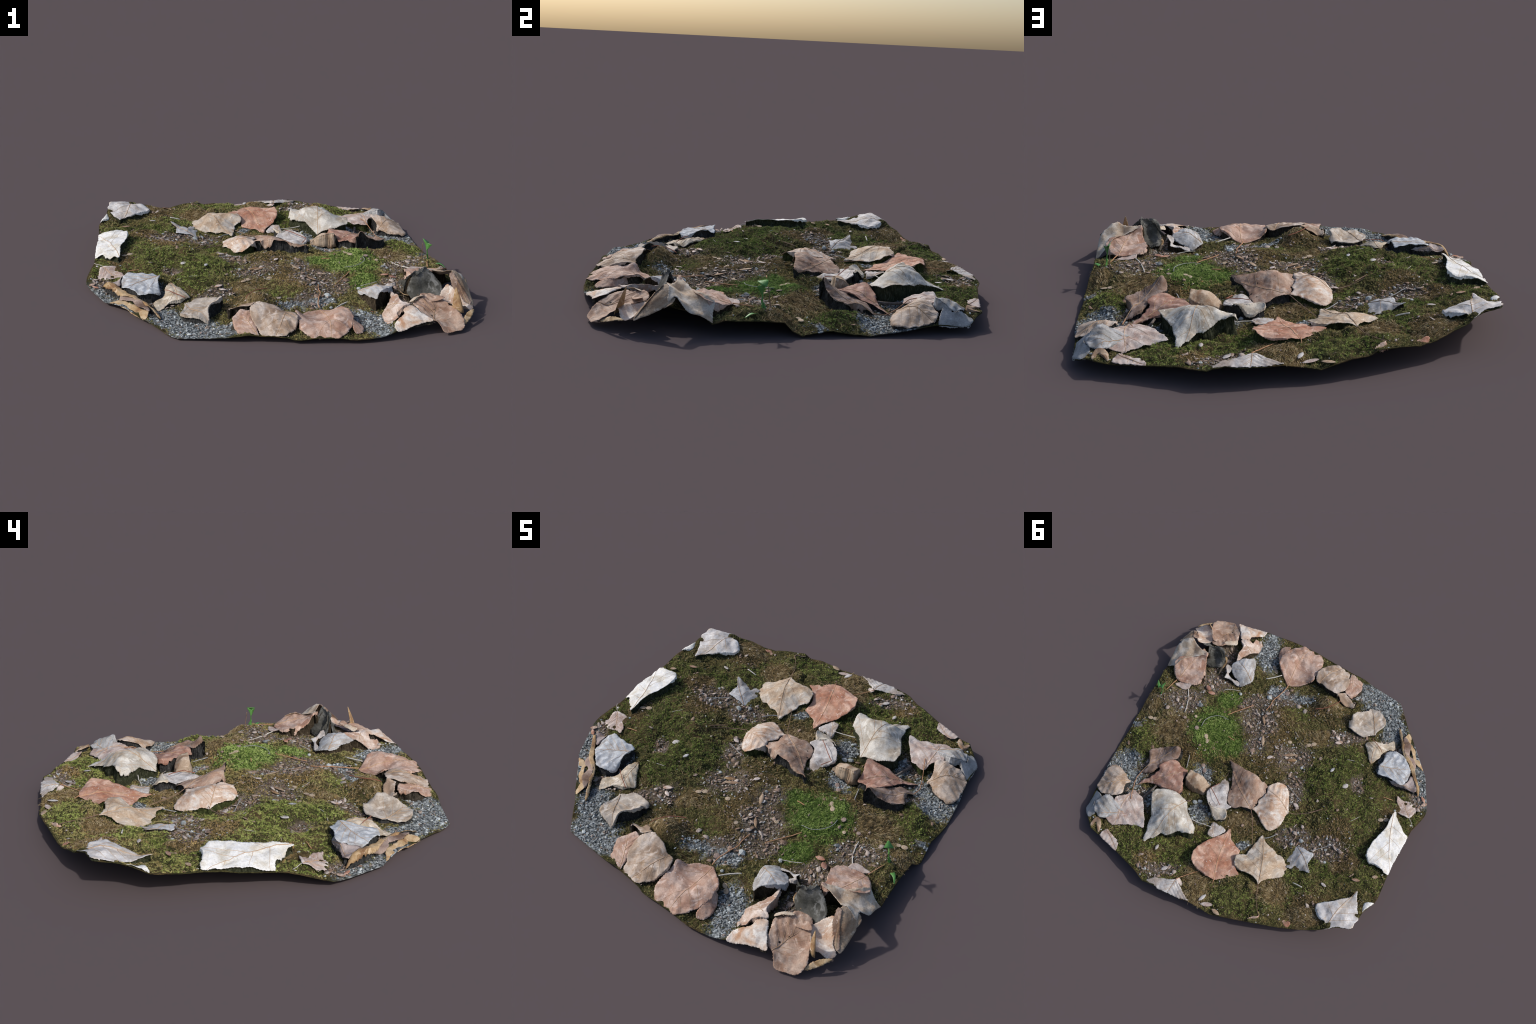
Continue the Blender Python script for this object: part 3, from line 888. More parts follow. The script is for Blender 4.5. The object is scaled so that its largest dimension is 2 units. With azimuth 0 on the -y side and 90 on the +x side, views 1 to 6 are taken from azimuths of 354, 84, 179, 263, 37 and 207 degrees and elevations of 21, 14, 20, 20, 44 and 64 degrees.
# white
dry_leaf("white", "dark_olive", [(-.827, -.131, .129), (-.819, -.086, .135), (-.822, -.004, .145), (-.806, .064, .142), (-.794, .120, .147), (-.789, .165, .150), (-.797, .220, .152), (-.821, .249, .142), (-.837, .255, .143), (-.868, .248, .145), (-.919, .256, .135), (-.937, .265, .125), (-.965, .259, .111), (-.961, .189, .112), (-.964, .093, .110), (-.963, -.029, .080), (-.939, -.036, .095), (-.928, -.038, .104), (-.884, -.076, .115), (-.849, -.102, .122)],
         ridge=[(-.856, .087, .136), (-.854, .184, .140), (-.875, .011, .124), (-.921, .164, .124)],
         rib=((-.820, -.130), (-.970, .251)))
# nwleaf
dry_leaf("white2", "dark_olive", [(-.848, .449, .150), (-.834, .492, .140), (-.781, .543, .140), (-.733, .585, .143), (-.687, .619, .145), (-.675, .637, .147), (-.680, .662, .147), (-.718, .702, .165), (-.762, .713, .155), (-.784, .752, .158), (-.834, .716, .176), (-.918, .686, .180), (-.924, .647, .178), (-.932, .614, .170), (-.917, .584, .155), (-.896, .547, .142), (-.870, .496, .145)],
         ridge=[(-.802, .631, .172), (-.754, .628, .165), (-.858, .640, .178)],
         rib=((-.785, .744), (-.848, .451)))
# corner
dry_leaf("white", "dark_olive", [(-.919, .491, .135), (-.942, .476, .140), (-.956, .469, .135), (-.967, .466, .126), (-.951, .503, .140), (-.934, .541, .150), (-.932, .558, .150), (-.916, .538, .130), (-.916, .510, .130)])
# greysmall
dry_leaf("grey", "soil", [(-.390, .345, .068), (-.429, .344, .082), (-.465, .347, .090), (-.504, .353, .091), (-.508, .382, .095), (-.504, .423, .100), (-.518, .448, .110), (-.542, .478, .125), (-.513, .480, .110), (-.481, .485, .090), (-.443, .495, .078), (-.395, .499, .078), (-.396, .480, .070), (-.373, .447, .062), (-.366, .408, .060), (-.373, .381, .062)],
         ridge=[(-.442, .428, .095), (-.465, .388, .098)],
         rib=((-.390, .345), (-.541, .476)))
# tandeltoid
dry_leaf("tanlight", "moss", [(-.166, .381, .064), (-.192, .406, .066), (-.227, .425, .066), (-.262, .432, .062), (-.302, .447, .060), (-.332, .445, .060), (-.373, .467, .065), (-.401, .505, .070), (-.409, .563, .085), (-.372, .599, .090), (-.333, .633, .100), (-.311, .664, .107), (-.304, .684, .109), (-.290, .673, .108), (-.260, .659, .110), (-.215, .657, .112), (-.173, .661, .113), (-.130, .652, .110), (-.105, .627, .108), (-.096, .601, .100), (-.097, .573, .085), (-.120, .554, .075), (-.141, .540, .065), (-.141, .504, .063), (-.151, .450, .060), (-.159, .408, .062)],
         ridge=[(-.254, .577, .116), (-.245, .529, .100), (-.146, .614, .120), (-.322, .533, .100)],
         rib=((-.305, .684), (-.170, .383)))
# orange
dry_leaf("orange", "moss", [(.031, .440, .054), (-.001, .491, .055), (-.030, .509, .055), (-.056, .523, .055), (-.096, .542, .054), (-.093, .602, .075), (-.112, .641, .095), (-.147, .671, .100), (-.172, .687, .107), (-.164, .700, .105), (-.137, .722, .105), (-.112, .740, .106), (-.084, .769, .106), (-.056, .789, .107), (-.006, .788, .108), (.046, .782, .108), (.085, .769, .110), (.115, .756, .115), (.130, .739, .122), (.143, .687, .115), (.133, .623, .090), (.111, .577, .078), (.085, .538, .070), (.053, .492, .060), (.039, .460, .055)],
         ridge=[(.004, .665, .100), (-.045, .634, .090), (.048, .703, .110), (-.055, .704, .105)],
         rib=((-.056, .790), (.029, .444)))
# smallwhite
dry_leaf("palegrey", "moss", [(.150, .449, .049), (.122, .452, .055), (.105, .457, .055), (.096, .450, .055), (.056, .459, .055), (.051, .471, .055), (.075, .517, .059), (.095, .545, .066), (.134, .545, .068), (.141, .532, .068), (.147, .489, .054)],
         rib=((.149, .450), (.093, .540)))
# big
dry_leaf("greywhite", "dark_olive", [(.454, .805, .066), (.472, .744, .080), (.471, .714, .090), (.486, .665, .100), (.494, .618, .105), (.520, .576, .110), (.542, .538, .120), (.563, .493, .124), (.562, .465, .120), (.556, .441, .101), (.518, .420, .100), (.482, .403, .090), (.429, .399, .085), (.397, .406, .075), (.365, .411, .049), (.353, .427, .055), (.320, .471, .080), (.300, .494, .100), (.229, .553, .120), (.219, .570, .120), (.215, .594, .140), (.225, .617, .150), (.252, .626, .140), (.290, .633, .130), (.316, .660, .115), (.350, .683, .100), (.382, .684, .100), (.397, .713, .090), (.416, .735, .085), (.429, .737, .085), (.446, .771, .075)],
         ridge=[(.524, .510, .119), (.260, .597, .144), (.366, .562, .168), (.361, .623, .160), (.425, .506, .155), (.429, .652, .140), (.306, .586, .165)],
         rib=((.371, .410), (.453, .814)))
# rust
dry_leaf("rust", "dark", [(.716, .450, .020), (.693, .406, .035), (.667, .384, .045), (.645, .347, .060), (.628, .309, .075), (.639, .292, .090), (.617, .260, .100), (.591, .225, .100), (.553, .209, .090), (.518, .223, .075), (.492, .227, .070), (.468, .227, .070), (.461, .277, .080), (.449, .326, .090), (.429, .374, .095), (.445, .395, .090), (.499, .400, .082), (.552, .408, .070), (.601, .402, .055), (.667, .417, .035), (.695, .436, .025)],
         ridge=[(.547, .322, .085), (.588, .351, .070)],
         rib=((.715, .448), (.471, .231)))
# browncurl
dry_leaf("brown", "dark", [(.741, .363, .030), (.726, .344, .045), (.713, .322, .060), (.721, .283, .075), (.750, .234, .078), (.753, .223, .082), (.734, .206, .085), (.708, .185, .090), (.668, .163, .100), (.616, .146, .130), (.574, .142, .155), (.568, .136, .130), (.559, .156, .120), (.557, .191, .100), (.567, .209, .095), (.588, .222, .095), (.615, .266, .085), (.652, .310, .070), (.672, .341, .060), (.694, .356, .045)],
         ridge=[(.699, .235, .068), (.635, .215, .095), (.671, .198, .085)],
         rib=((.739, .362), (.584, .149)))
# curledtan
dry_leaf("tan2", "dark", [(.439, .233, .116), (.403, .233, .115), (.352, .227, .100), (.318, .239, .080), (.297, .242, .053), (.302, .270, .050), (.309, .305, .050), (.341, .307, .060), (.366, .311, .060), (.406, .305, .075), (.441, .292, .090), (.441, .266, .110)],
         ridge=[(.370, .275, .105)],
         drape=1.0)
# twist
dry_leaf("palegrey", "dark", [(.216, .124, .050), (.240, .156, .055), (.252, .201, .055), (.274, .243, .060), (.286, .293, .065), (.259, .339, .075), (.230, .363, .085), (.191, .381, .095), (.153, .375, .090), (.122, .358, .085), (.096, .316, .070), (.134, .303, .060), (.153, .274, .062), (.168, .216, .060), (.193, .176, .055)],
         ridge=[(.194, .210, .073), (.218, .299, .060), (.173, .311, .065)])
# twistlobe
dry_leaf("cream", "dark", [(.240, .361, .090), (.207, .376, .098), (.168, .373, .095), (.122, .353, .090), (.098, .374, .095), (.087, .397, .095), (.095, .412, .085), (.128, .428, .070), (.156, .429, .060), (.187, .406, .070)],
         ridge=[(.137, .396, .075)])
# pepper
dry_leaf("pinkbrown", "dark", [(.257, .046, .113), (.238, .066, .100), (.215, .090, .092), (.196, .129, .080), (.177, .166, .072), (.165, .203, .068), (.164, .231, .064), (.149, .273, .061), (.147, .285, .060), (.123, .302, .062), (.093, .314, .068), (.064, .306, .075), (.041, .289, .085), (-.022, .279, .095), (-.035, .253, .098), (-.036, .214, .100), (-.029, .193, .100), (-.057, .152, .110), (-.045, .119, .120), (-.049, .103, .125), (-.016, .086, .128), (-.002, .094, .132), (.038, .076, .142), (.080, .071, .138), (.129, .067, .128), (.196, .057, .118), (.231, .054, .114)],
         ridge=[(.055, .173, .118), (.134, .116, .118), (.025, .144, .142), (.086, .226, .090)],
         rib=((-.025, .276), (.256, .051)))
# whiteorange
dry_leaf("whiteorange", "moss", [(-.048, .103, .122), (-.067, .072, .120), (-.088, .042, .110), (-.118, .028, .095), (-.138, .027, .085), (-.170, .053, .085), (-.195, .094, .085), (-.216, .134, .078), (-.237, .176, .067), (-.230, .209, .065), (-.232, .231, .062), (-.229, .280, .058), (-.216, .305, .055), (-.192, .334, .055), (-.164, .336, .060), (-.140, .324, .070), (-.121, .318, .075), (-.086, .295, .080), (-.051, .274, .087), (-.026, .270, .090), (-.047, .233, .100), (-.039, .202, .100), (-.054, .164, .110), (-.062, .137, .115)],
         ridge=[(-.136, .148, .128), (-.148, .209, .115), (-.131, .096, .118), (-.141, .255, .100)],
         rib=((-.235, .172), (-.059, .118)))
# eastA
dry_leaf("tan", "dark", [(.756, .461, .057), (.772, .458, .060), (.820, .430, .055), (.876, .406, .045), (.909, .408, .037), (.933, .432, .040), (.942, .466, .035), (.932, .530, .040), (.927, .581, .055), (.919, .596, .058), (.865, .628, .075), (.821, .618, .090), (.779, .611, .105), (.737, .582, .114), (.737, .558, .105), (.753, .524, .090), (.761, .487, .070)],
         ridge=[(.838, .510, .090), (.792, .561, .110), (.863, .562, .085)],
         rib=((.760, .460), (.918, .593)))
# eastB
dry_leaf("palepink", "moss", [(.502, .698, .077), (.563, .600, .080), (.591, .560, .078), (.619, .528, .075), (.653, .519, .078), (.689, .509, .075), (.707, .517, .075), (.712, .559, .085), (.738, .589, .095), (.761, .612, .095), (.741, .705, .085), (.749, .753, .075), (.710, .771, .065), (.677, .766, .060), (.650, .748, .062), (.591, .722, .065), (.553, .707, .070)],
         ridge=[(.632, .637, .090), (.675, .614, .095), (.645, .693, .078)],
         rib=((.698, .517), (.676, .764)))
# eastC
dry_leaf("grey2", "dark", [(.665, .670, .085), (.705, .653, .100), (.737, .645, .110), (.771, .634, .120), (.794, .629, .131), (.834, .662, .115), (.860, .696, .090), (.847, .730, .088), (.830, .754, .085), (.811, .757, .082), (.783, .774, .080), (.747, .754, .078), (.712, .721, .080), (.684, .691, .082), (.658, .679, .084)],
         ridge=[(.775, .684, .125), (.790, .732, .105)],
         rib=((.666, .668), (.809, .758)))
# eastend
dry_leaf("grey2", "dark", [(.843, .654, .100), (.861, .695, .088), (.846, .733, .085), (.825, .754, .070), (.832, .793, .050), (.846, .803, .045), (.901, .759, .036), (.912, .702, .030), (.917, .657, .035), (.913, .617, .040)])
# nesmall
dry_leaf("palepink", "soil", [(.697, .816, .081), (.717, .846, .070), (.715, .872, .064), (.635, .894, .064), (.578, .911, .070), (.575, .891, .068), (.596, .848, .062), (.628, .839, .068), (.670, .822, .075)],
         rib=((.699, .819), (.577, .902)))
# nerim
dry_leaf("tan2", "dark", [(.795, .857, .065), (.809, .830, .075), (.799, .781, .085), (.762, .792, .090), (.740, .814, .080), (.737, .852, .070), (.760, .835, .080), (.784, .809, .080), (.789, .837, .070)])
# northpale
dry_leaf("palegrey", "moss", [(.305, .987, .088), (.285, .957, .090), (.244, .936, .092), (.200, .919, .096), (.146, .896, .100), (.110, .918, .098), (.083, .934, .095), (.047, .957, .090), (.017, .972, .085), (.100, .989, .083), (.152, .991, .086), (.203, .995, .088), (.258, .987, .090)],
         ridge=[(.160, .946, .100)],
         rib=((.146, .895), (.153, .989)))
# northpink
dry_leaf("palepink", "moss", [(.150, .891, .096), (.134, .875, .085), (.104, .888, .075), (.082, .916, .072), (.097, .913, .080), (.124, .904, .090)])
# redbit
dry_leaf("pink", "moss", [(-.400, .863, .118), (-.399, .846, .105), (-.410, .853, .090), (-.406, .874, .085), (-.375, .895, .088), (-.352, .900, .105), (-.374, .876, .115)])
# redbit2
dry_leaf("orange", "moss", [(-.583, .801, .105), (-.565, .798, .100), (-.554, .807, .095), (-.540, .789, .085), (-.524, .806, .085), (-.570, .836, .090), (-.583, .831, .090), (-.589, .812, .100)])
# seA
dry_leaf("pink", "bark", [(.715, -.383, .128), (.723, -.407, .130), (.717, -.391, .125), (.726, -.347, .118), (.753, -.320, .112), (.808, -.307, .105), (.862, -.304, .100), (.896, -.326, .110), (.924, -.364, .125), (.939, -.402, .140), (.925, -.439, .155), (.889, -.461, .160), (.855, -.475, .161), (.821, -.512, .168), (.799, -.559, .185), (.762, -.537, .193), (.764, -.545, .175), (.752, -.493, .145)],
         ridge=[(.833, -.423, .135), (.821, -.364, .115), (.779, -.449, .130), (.886, -.407, .140), (.813, -.472, .150)],
         rib=((.861, -.307), (.787, -.580)))
# seA2
dry_leaf("palepink", "soil", [(.866, -.275, .098), (.829, -.306, .100), (.766, -.319, .105), (.768, -.279, .097), (.795, -.261, .094), (.840, -.266, .093)])
# seB
dry_leaf("tanlight", "none", [(.921, -.576, .199), (.900, -.585, .203), (.850, -.560, .192), (.810, -.545, .190), (.762, -.537, .193), (.800, -.500, .178), (.856, -.471, .161), (.900, -.425, .158), (.925, -.380, .135), (.965, -.385, .090), (1.000, -.390, .058), (1.000, -.426, .083), (1.002, -.485, .100), (.988, -.526, .147), (.975, -.545, .165), (.985, -.585, .135), (.955, -.575, .175)],
         ridge=[(.900, -.500, .150), (.870, -.520, .155), (.940, -.460, .125), (.950, -.520, .150)])
# seC
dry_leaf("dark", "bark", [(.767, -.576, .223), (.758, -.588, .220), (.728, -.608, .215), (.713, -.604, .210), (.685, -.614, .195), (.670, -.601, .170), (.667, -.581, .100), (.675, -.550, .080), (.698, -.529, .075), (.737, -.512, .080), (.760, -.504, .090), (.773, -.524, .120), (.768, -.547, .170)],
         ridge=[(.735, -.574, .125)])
# seD
dry_leaf("tan2", "none", [(.907, -.584, .204), (.935, -.575, .190), (.965, -.560, .165), (.990, -.570, .135), (1.000, -.620, .105), (1.000, -.660, .085), (1.000, -.700, .072), (.993, -.718, .066), (.960, -.710, .085), (.935, -.660, .140), (.912, -.620, .180)],
         ridge=[(.955, -.630, .150)])
# seE
dry_leaf("whiteorange", "none", [(.885, -.617, .135), (.915, -.645, .125), (.945, -.700, .090), (.985, -.737, .065), (.965, -.770, .060), (.925, -.783, .089), (.890, -.795, .088), (.860, -.760, .095), (.820, -.690, .095), (.838, -.655, .100), (.860, -.630, .118)],
         ridge=[(.905, -.720, .060), (.880, -.690, .075), (.935, -.745, .055)])
# seF
dry_leaf("pinkbrown", "none", [(.889, -.806, .070), (.909, -.849, .045), (.890, -.901, .020), (.842, -.918, .018), (.791, -.930, .020), (.754, -.895, .061), (.701, -.870, .072), (.683, -.815, .095), (.667, -.769, .100), (.706, -.716, .110), (.737, -.672, .115), (.804, -.666, .105), (.846, -.729, .090)],
         ridge=[(.783, -.796, .070), (.851, -.825, .050), (.762, -.845, .055)],
         rib=((.743, -.900), (.794, -.743)))
# seH
dry_leaf("whiteorange", "soil", [(.733, -.909, .075), (.683, -.921, .068), (.623, -.939, .055), (.568, -.956, .045), (.541, -.958, .045), (.542, -.910, .060), (.569, -.881, .075), (.601, -.852, .085), (.603, -.818, .095), (.652, -.793, .100), (.697, -.858, .085)],
         ridge=[(.637, -.866, .095), (.646, -.820, .105)])
# seI
dry_leaf("pinkpale", "bark", [(.645, -.781, .110), (.598, -.810, .100), (.574, -.816, .075), (.569, -.856, .070), (.521, -.859, .035), (.513, -.793, .040), (.510, -.779, .050), (.560, -.704, .085), (.578, -.650, .095), (.585, -.602, .100), (.608, -.679, .110), (.608, -.746, .110)],
         ridge=[(.575, -.755, .100)],
         rib=((.602, -.766), (.507, -.721)))
# seJ
dry_leaf("grey", "bark", [(.599, -.592, .120), (.577, -.613, .125), (.548, -.649, .130), (.518, -.669, .120), (.495, -.700, .100), (.459, -.651, .095), (.447, -.608, .085), (.430, -.540, .075), (.455, -.505, .065), (.486, -.479, .055), (.512, -.502, .070), (.552, -.518, .085), (.581, -.540, .100), (.599, -.566, .110)],
         ridge=[(.514, -.575, .125), (.473, -.538, .095)],
         rib=((.437, -.544), (.563, -.613)))
# seJ2
dry_leaf("palegrey", "bark", [(.624, -.551, .130), (.599, -.555, .120), (.588, -.536, .100), (.594, -.514, .090), (.553, -.496, .080), (.511, -.500, .068), (.487, -.482, .052), (.515, -.475, .055), (.576, -.487, .075), (.604, -.476, .090), (.603, -.511, .100), (.623, -.534, .120)])
# seK
dry_leaf("ochre", "none", [(.734, -.641, .090), (.704, -.637, .090), (.662, -.619, .085), (.651, -.584, .080), (.656, -.540, .070), (.662, -.494, .055), (.671, -.526, .060), (.666, -.569, .072), (.669, -.602, .080), (.705, -.620, .085)])
# shardA
dry_leaf("tan2", "none", [(.975, -.605, .118), (1.000, -.585, .124), (1.000, -.560, .140), (.975, -.550, .158), (.950, -.580, .160)])
# shardB
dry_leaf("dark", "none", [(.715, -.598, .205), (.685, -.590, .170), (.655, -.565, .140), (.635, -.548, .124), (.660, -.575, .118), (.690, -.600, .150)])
# seC2
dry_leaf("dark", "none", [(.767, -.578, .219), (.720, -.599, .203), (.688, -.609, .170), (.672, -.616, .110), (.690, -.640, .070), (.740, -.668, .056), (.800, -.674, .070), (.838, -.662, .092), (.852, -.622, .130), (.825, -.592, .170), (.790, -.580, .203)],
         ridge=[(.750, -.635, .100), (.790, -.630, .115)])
# seD2
dry_leaf("brown", "none", [(.892, -.602, .190), (.915, -.602, .197), (.945, -.655, .142), (.985, -.712, .075), (.967, -.716, .068), (.930, -.685, .095), (.900, -.645, .140)])
# shardC
dry_leaf("ochre", "none", [(.945, -.790, .060), (.985, -.760, .062), (.970, -.800, .050), (.920, -.855, .030), (.905, -.860, .034), (.920, -.820, .055)])
# shardD
dry_leaf("tanlight", "none", [(.655, -.735, .100), (.700, -.700, .112), (.735, -.700, .118), (.725, -.720, .122), (.690, -.740, .120), (.665, -.765, .115)])
# shardE
dry_leaf("pinkbrown", "none", [(.770, -.700, .100), (.810, -.690, .110), (.840, -.720, .112), (.800, -.735, .100), (.760, -.740, .098)])

for k, parts in SHADE_SKIRTS.items():
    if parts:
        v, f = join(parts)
        add_mesh("shade_skirt", v, f, SKIRT[k], root, kind="stuff")  # added walls in place of the scan's dark fill-in under leaves

stalk("petiole", "orangestem", .0032, [(.212, -.660, .040), (.211, -.618, .045), (.229, -.543, .050), (.242, -.495, .052), (.238, -.462, .055), (.245, -.404, .060)])
stalk("petiole", "brownstem", .0022, [(-.239, .176, .078), (-.274, .166, .072), (-.349, .119, .075), (-.409, .058, .085)])
stalk("petiole", "redstem", .0022, [(-.466, -.554, .062), (-.510, -.529, .072), (-.549, -.503, .080), (-.571, -.485, .078)])
stalk("petiole", "brownstem", .0022, [(-.303, .684, .108), (-.318, .720, .103), (-.332, .757, .103), (-.364, .809, .110), (-.392, .844, .116), (-.406, .854, .116)])
stalk("petiole", "orangestem", .0025, [(-.057, .786, .110), (-.059, .814, .095)])
stalk("petiole", "orangestem", .0022, [(.148, .893, .100), (.124, .860, .093), (.093, .822, .088), (.053, .778, .083)])
stalk("petiole", "palestem", .003, [(.270, .505, .070), (.228, .503, .062), (.187, .494, .060), (.145, .488, .058)])
stalk("petiole", "orangestem", .0022, [(.671, .576, .092), (.693, .529, .085), (.722, .471, .050), (.741, .415, .030), (.735, .363, .032)])
stalk("petiole", "brownstem", .0022, [(.712, .450, .025), (.729, .467, .020), (.735, .485, .018)])
stalk("petiole", "brownstem", .0022, [(.739, .363, .032), (.744, .411, .030), (.739, .455, .022), (.725, .473, .020)])
stalk("petiole", "redstem", .0024, [(.246, .209, .070), (.258, .236, .073), (.275, .263, .078)])
stalk("petiole", "redstem", .0024, [(.275, .263, .078), (.229, .293, .088), (.192, .323, .098), (.157, .349, .102)])
stalk("petiole", "brownstem", .002, [(.237, .071, .065), (.231, .123, .062), (.237, .153, .060)])
stalk("petiole", "orangestem", .0028, [(.867, -.298, .108), (.883, -.238, .105), (.893, -.196, .100), (.906, -.160, .092)])
stalk("stick", "palestem", .0035, [(.768, -.280, .095), (.735, -.226, .085), (.717, -.174, .077), (.705, -.126, .072)])
stalk("petiole", "brownstem", .0022, [(-.025, .276, .092), (-.055, .316, .078), (-.080, .357, .070), (-.107, .409, .066), (-.141, .467, .060)])
stalk("petiole", "brownstem", .0024, [(-.541, -.383, .072), (-.543, -.332, .062), (-.536, -.290, .056), (-.534, -.276, .052)])
stalk("twig", "redstem", .0024, [(-.046, -.547, .105), (-.109, -.590, .112), (-.151, -.647, .115), (-.166, -.682, .108)])
stalk("petiole", "palestem", .0018, [(-.915, -.151, .083), (-.939, -.133, .083), (-.964, -.103, .080)])
stalk("stick", "palestem", .0045, [(.366, -.623, .050), (.325, -.656, .052), (.285, -.699, .050)])
stalk("stick", "greystem", .003, [(.521, .121, .050), (.507, .159, .047), (.492, .207, .042)])
stalk("stick", "greystem", .003, [(-.186, .395, .062), (-.216, .372, .065), (-.247, .330, .066)])
stalk("stick", "greystem", .002, [(-.476, .341, .085), (-.526, .294, .088), (-.585, .238, .094)])
stalk("stick", "palestem", .004, [(-.545, .577, .112), (-.516, .576, .108), (-.482, .576, .100)])
stalk("twig", "darkbark", .008, [(.625, .522, .050), (.611, .473, .045), (.596, .409, .045)])
stalk("stick", "palestem", .0018, [(-.577, .093, .108), (-.602, .066, .112), (-.645, .002, .112)])
stalk("stick", "greystem", .0022, [(-.140, .010, .064), (-.193, .031, .058), (-.264, .059, .048)])
stalk("stick", "greystem", .0024, [(.042, -.388, .064), (.002, -.360, .066), (-.039, -.327, .067)])
stalk("stick", "palestem", .0018, [(-.396, -.326, .088), (-.458, -.341, .088), (-.509, -.342, .075)])
stalk("stick", "palestem", .004, [(-.491, -.299, .056), (-.517, -.300, .058), (-.539, -.322, .058)])
stalk("stick", "orangestem", .003, [(.359, -.101, .088), (.311, -.097, .086)])
stalk("stick", "orangestem", .003, [(-.711, -.204, .078), (-.745, -.210, .077), (-.776, -.215, .074)])
stalk("twig", "palestem", .002, [(.564, -.404, .070), (.515, -.431, .068), (.466, -.449, .066)])
stalk("stick", "brownstem", .003, [(-.347, .127, .088), (-.381, .096, .092), (-.414, .062, .095)])
stalk("stick", "greystem", .0018, [(.550, -.084, .090), (.551, -.131, .092), (.528, -.175, .090), (.481, -.210, .085), (.421, -.215, .078)])
stalk("stick", "orangestem", .003, [(.449, -.249, .070), (.336, -.402, .055)])
stalk("twig", "redstem", .002, [(.482, -.705, .030), (.436, -.664, .032)])
stalk("stick", "palestem", .002, [(.397, .879, .070), (.395, .842, .072)])

# the curled point of a leaf standing up at the corner
t = np.linspace(0, 1, 12)
left = np.column_stack([.872 + .009 * t, -.80 + .044 * t, .075 + .106 * t ** .8])
v, f = [], []
for u in t:
    w = .032 * (1 - u) ** .8 + .0012
    cx, cy, cz = .893 - .012 * u, -.80 + .044 * u, .062 + .119 * u ** .85
    for a in (-1, -.5, 0, .5, 1):
        v.append((cx + w * a * .8, cy + w * a * -.5 + .012 * a * a * (1 - u), cz))
for r in range(len(t) - 1):
    for c in range(4):
        f.append((r * 5 + c, r * 5 + c + 1, r * 5 + c + 6, r * 5 + c + 5))
ob = add_mesh("leaf", v, f, LEAF["ochre"], root)
md = ob.modifiers.new("thickness", "SOLIDIFY")
md.thickness = .0016

# ------------------------------------------------------ seedling at the edge
plant = bpy.data.objects.new("seedling", None)
scene.collection.objects.link(plant)
plant.parent = root


def ribbon(name, path, widths, across, mat, parent):
    """A thin blade: a strip along a path, folded a little along its middle."""
    path, across = np.asarray(path, float), np.asarray(across, float)
    across = across / np.linalg.norm(across)
    widths = np.interp(np.linspace(0, 1, len(path)), np.linspace(0, 1, len(widths)), widths)
    v = []
    for p, w in zip(path, widths):
        for a in (-1, 0, 1):
            v.append(p + across * a * w + np.array([0, 0, -.15 * w * (a == 0)]))
    f = [(r * 3 + c, r * 3 + c + 1, r * 3 + c + 4, r * 3 + c + 3) for r in range(len(path) - 1) for c in range(2)]
    ob = add_mesh(name, v, f, mat, parent)
    m = ob.modifiers.new("thickness", "SOLIDIFY")
    m.thickness = .0012
    return ob


stem_path = open_curve([(.908, -.170, .062), (.905, -.170, .10), (.899, -.171, .14), (.893, -.172, .165)], .006)
v, f = tube(stem_path, .0045, .0028, 6)
add_mesh("stem", v, f, PLANT, plant)
ribbon("blade", open_curve([(.893, -.173, .160), (.894, -.175, .180), (.893, -.174, .197), (.894, -.176, .207)], .006), np.interp(np.linspace(0, 1, 7), [0, .5, 1], [.004, .016, .034]), (.042, -.053, -.018), PLANT, plant)
ribbon("blade", open_curve([(.894, -.176, .206), (.884, -.163, .213), (.873, -.149, .219)], .006), np.interp(np.linspace(0, 1, 3), [0, 1], [.028, .004]), (.6, .75, -.3), PLANT, plant)
ribbon("blade", open_curve([(.915, -.185, .068), (.945, -.205, .088), (.968, -.225, .092), (.985, -.25, .080)], .006), np.interp(np.linspace(0, 1, 12), [0, .4, 1], [.004, .012, .003]), (.5, .8, 0), PLANT, plant)
ribbon("blade", open_curve([(.905, -.165, .065), (.902, -.166, .11), (.895, -.175, .135)], .006), np.interp(np.linspace(0, 1, 11), [0, .4, 1], [.008, .013, .003]), (.3, .9, 0), PLANT, plant)
v, f = tube(open_curve([(.885, -.128, .066), (.880, -.136, .12), (.875, -.146, .190)], .006), .003, .0018, 5)
add_mesh("stem", v, f, STEM["brownstem"], plant)

# --------------------------------------------------------- scattered cover
def free_points(n, margin=.002, keep_out=True):
    p = RNG.uniform(-1.01, 1.01, (n, 2))
    p = p[in_patch(p, margin)]
    if keep_out:
        hit = np.zeros(len(p), bool)
        for poly in COVERED:
            hit |= inside(poly, p)
        p = p[~hit]
    return p


def unit(v):
    return v / (np.linalg.norm(v, axis=-1, keepdims=True) + 1e-12)


def spikes(base, direction, length, width):
    """Many three-sided spikes as one vertex and triangle array."""
    n = len(base)
    d = unit(direction)
    a = unit(np.cross(d, RNG.normal(size=(n, 3))))
    b = np.cross(d, a)
    ring = [base + width[:, None] * (math.cos(q) * a + math.sin(q) * b) for q in (0, 2.094, 4.189)]
    tip = base + d * length[:, None]
    v = np.stack(ring + [tip], axis=1).reshape(-1, 3)
    o = np.arange(n)[:, None] * 4
    f = np.concatenate([o + [[0, 1, 3]], o + [[1, 2, 3]], o + [[2, 0, 3]]], axis=1).reshape(-1, 3)
    return v, f


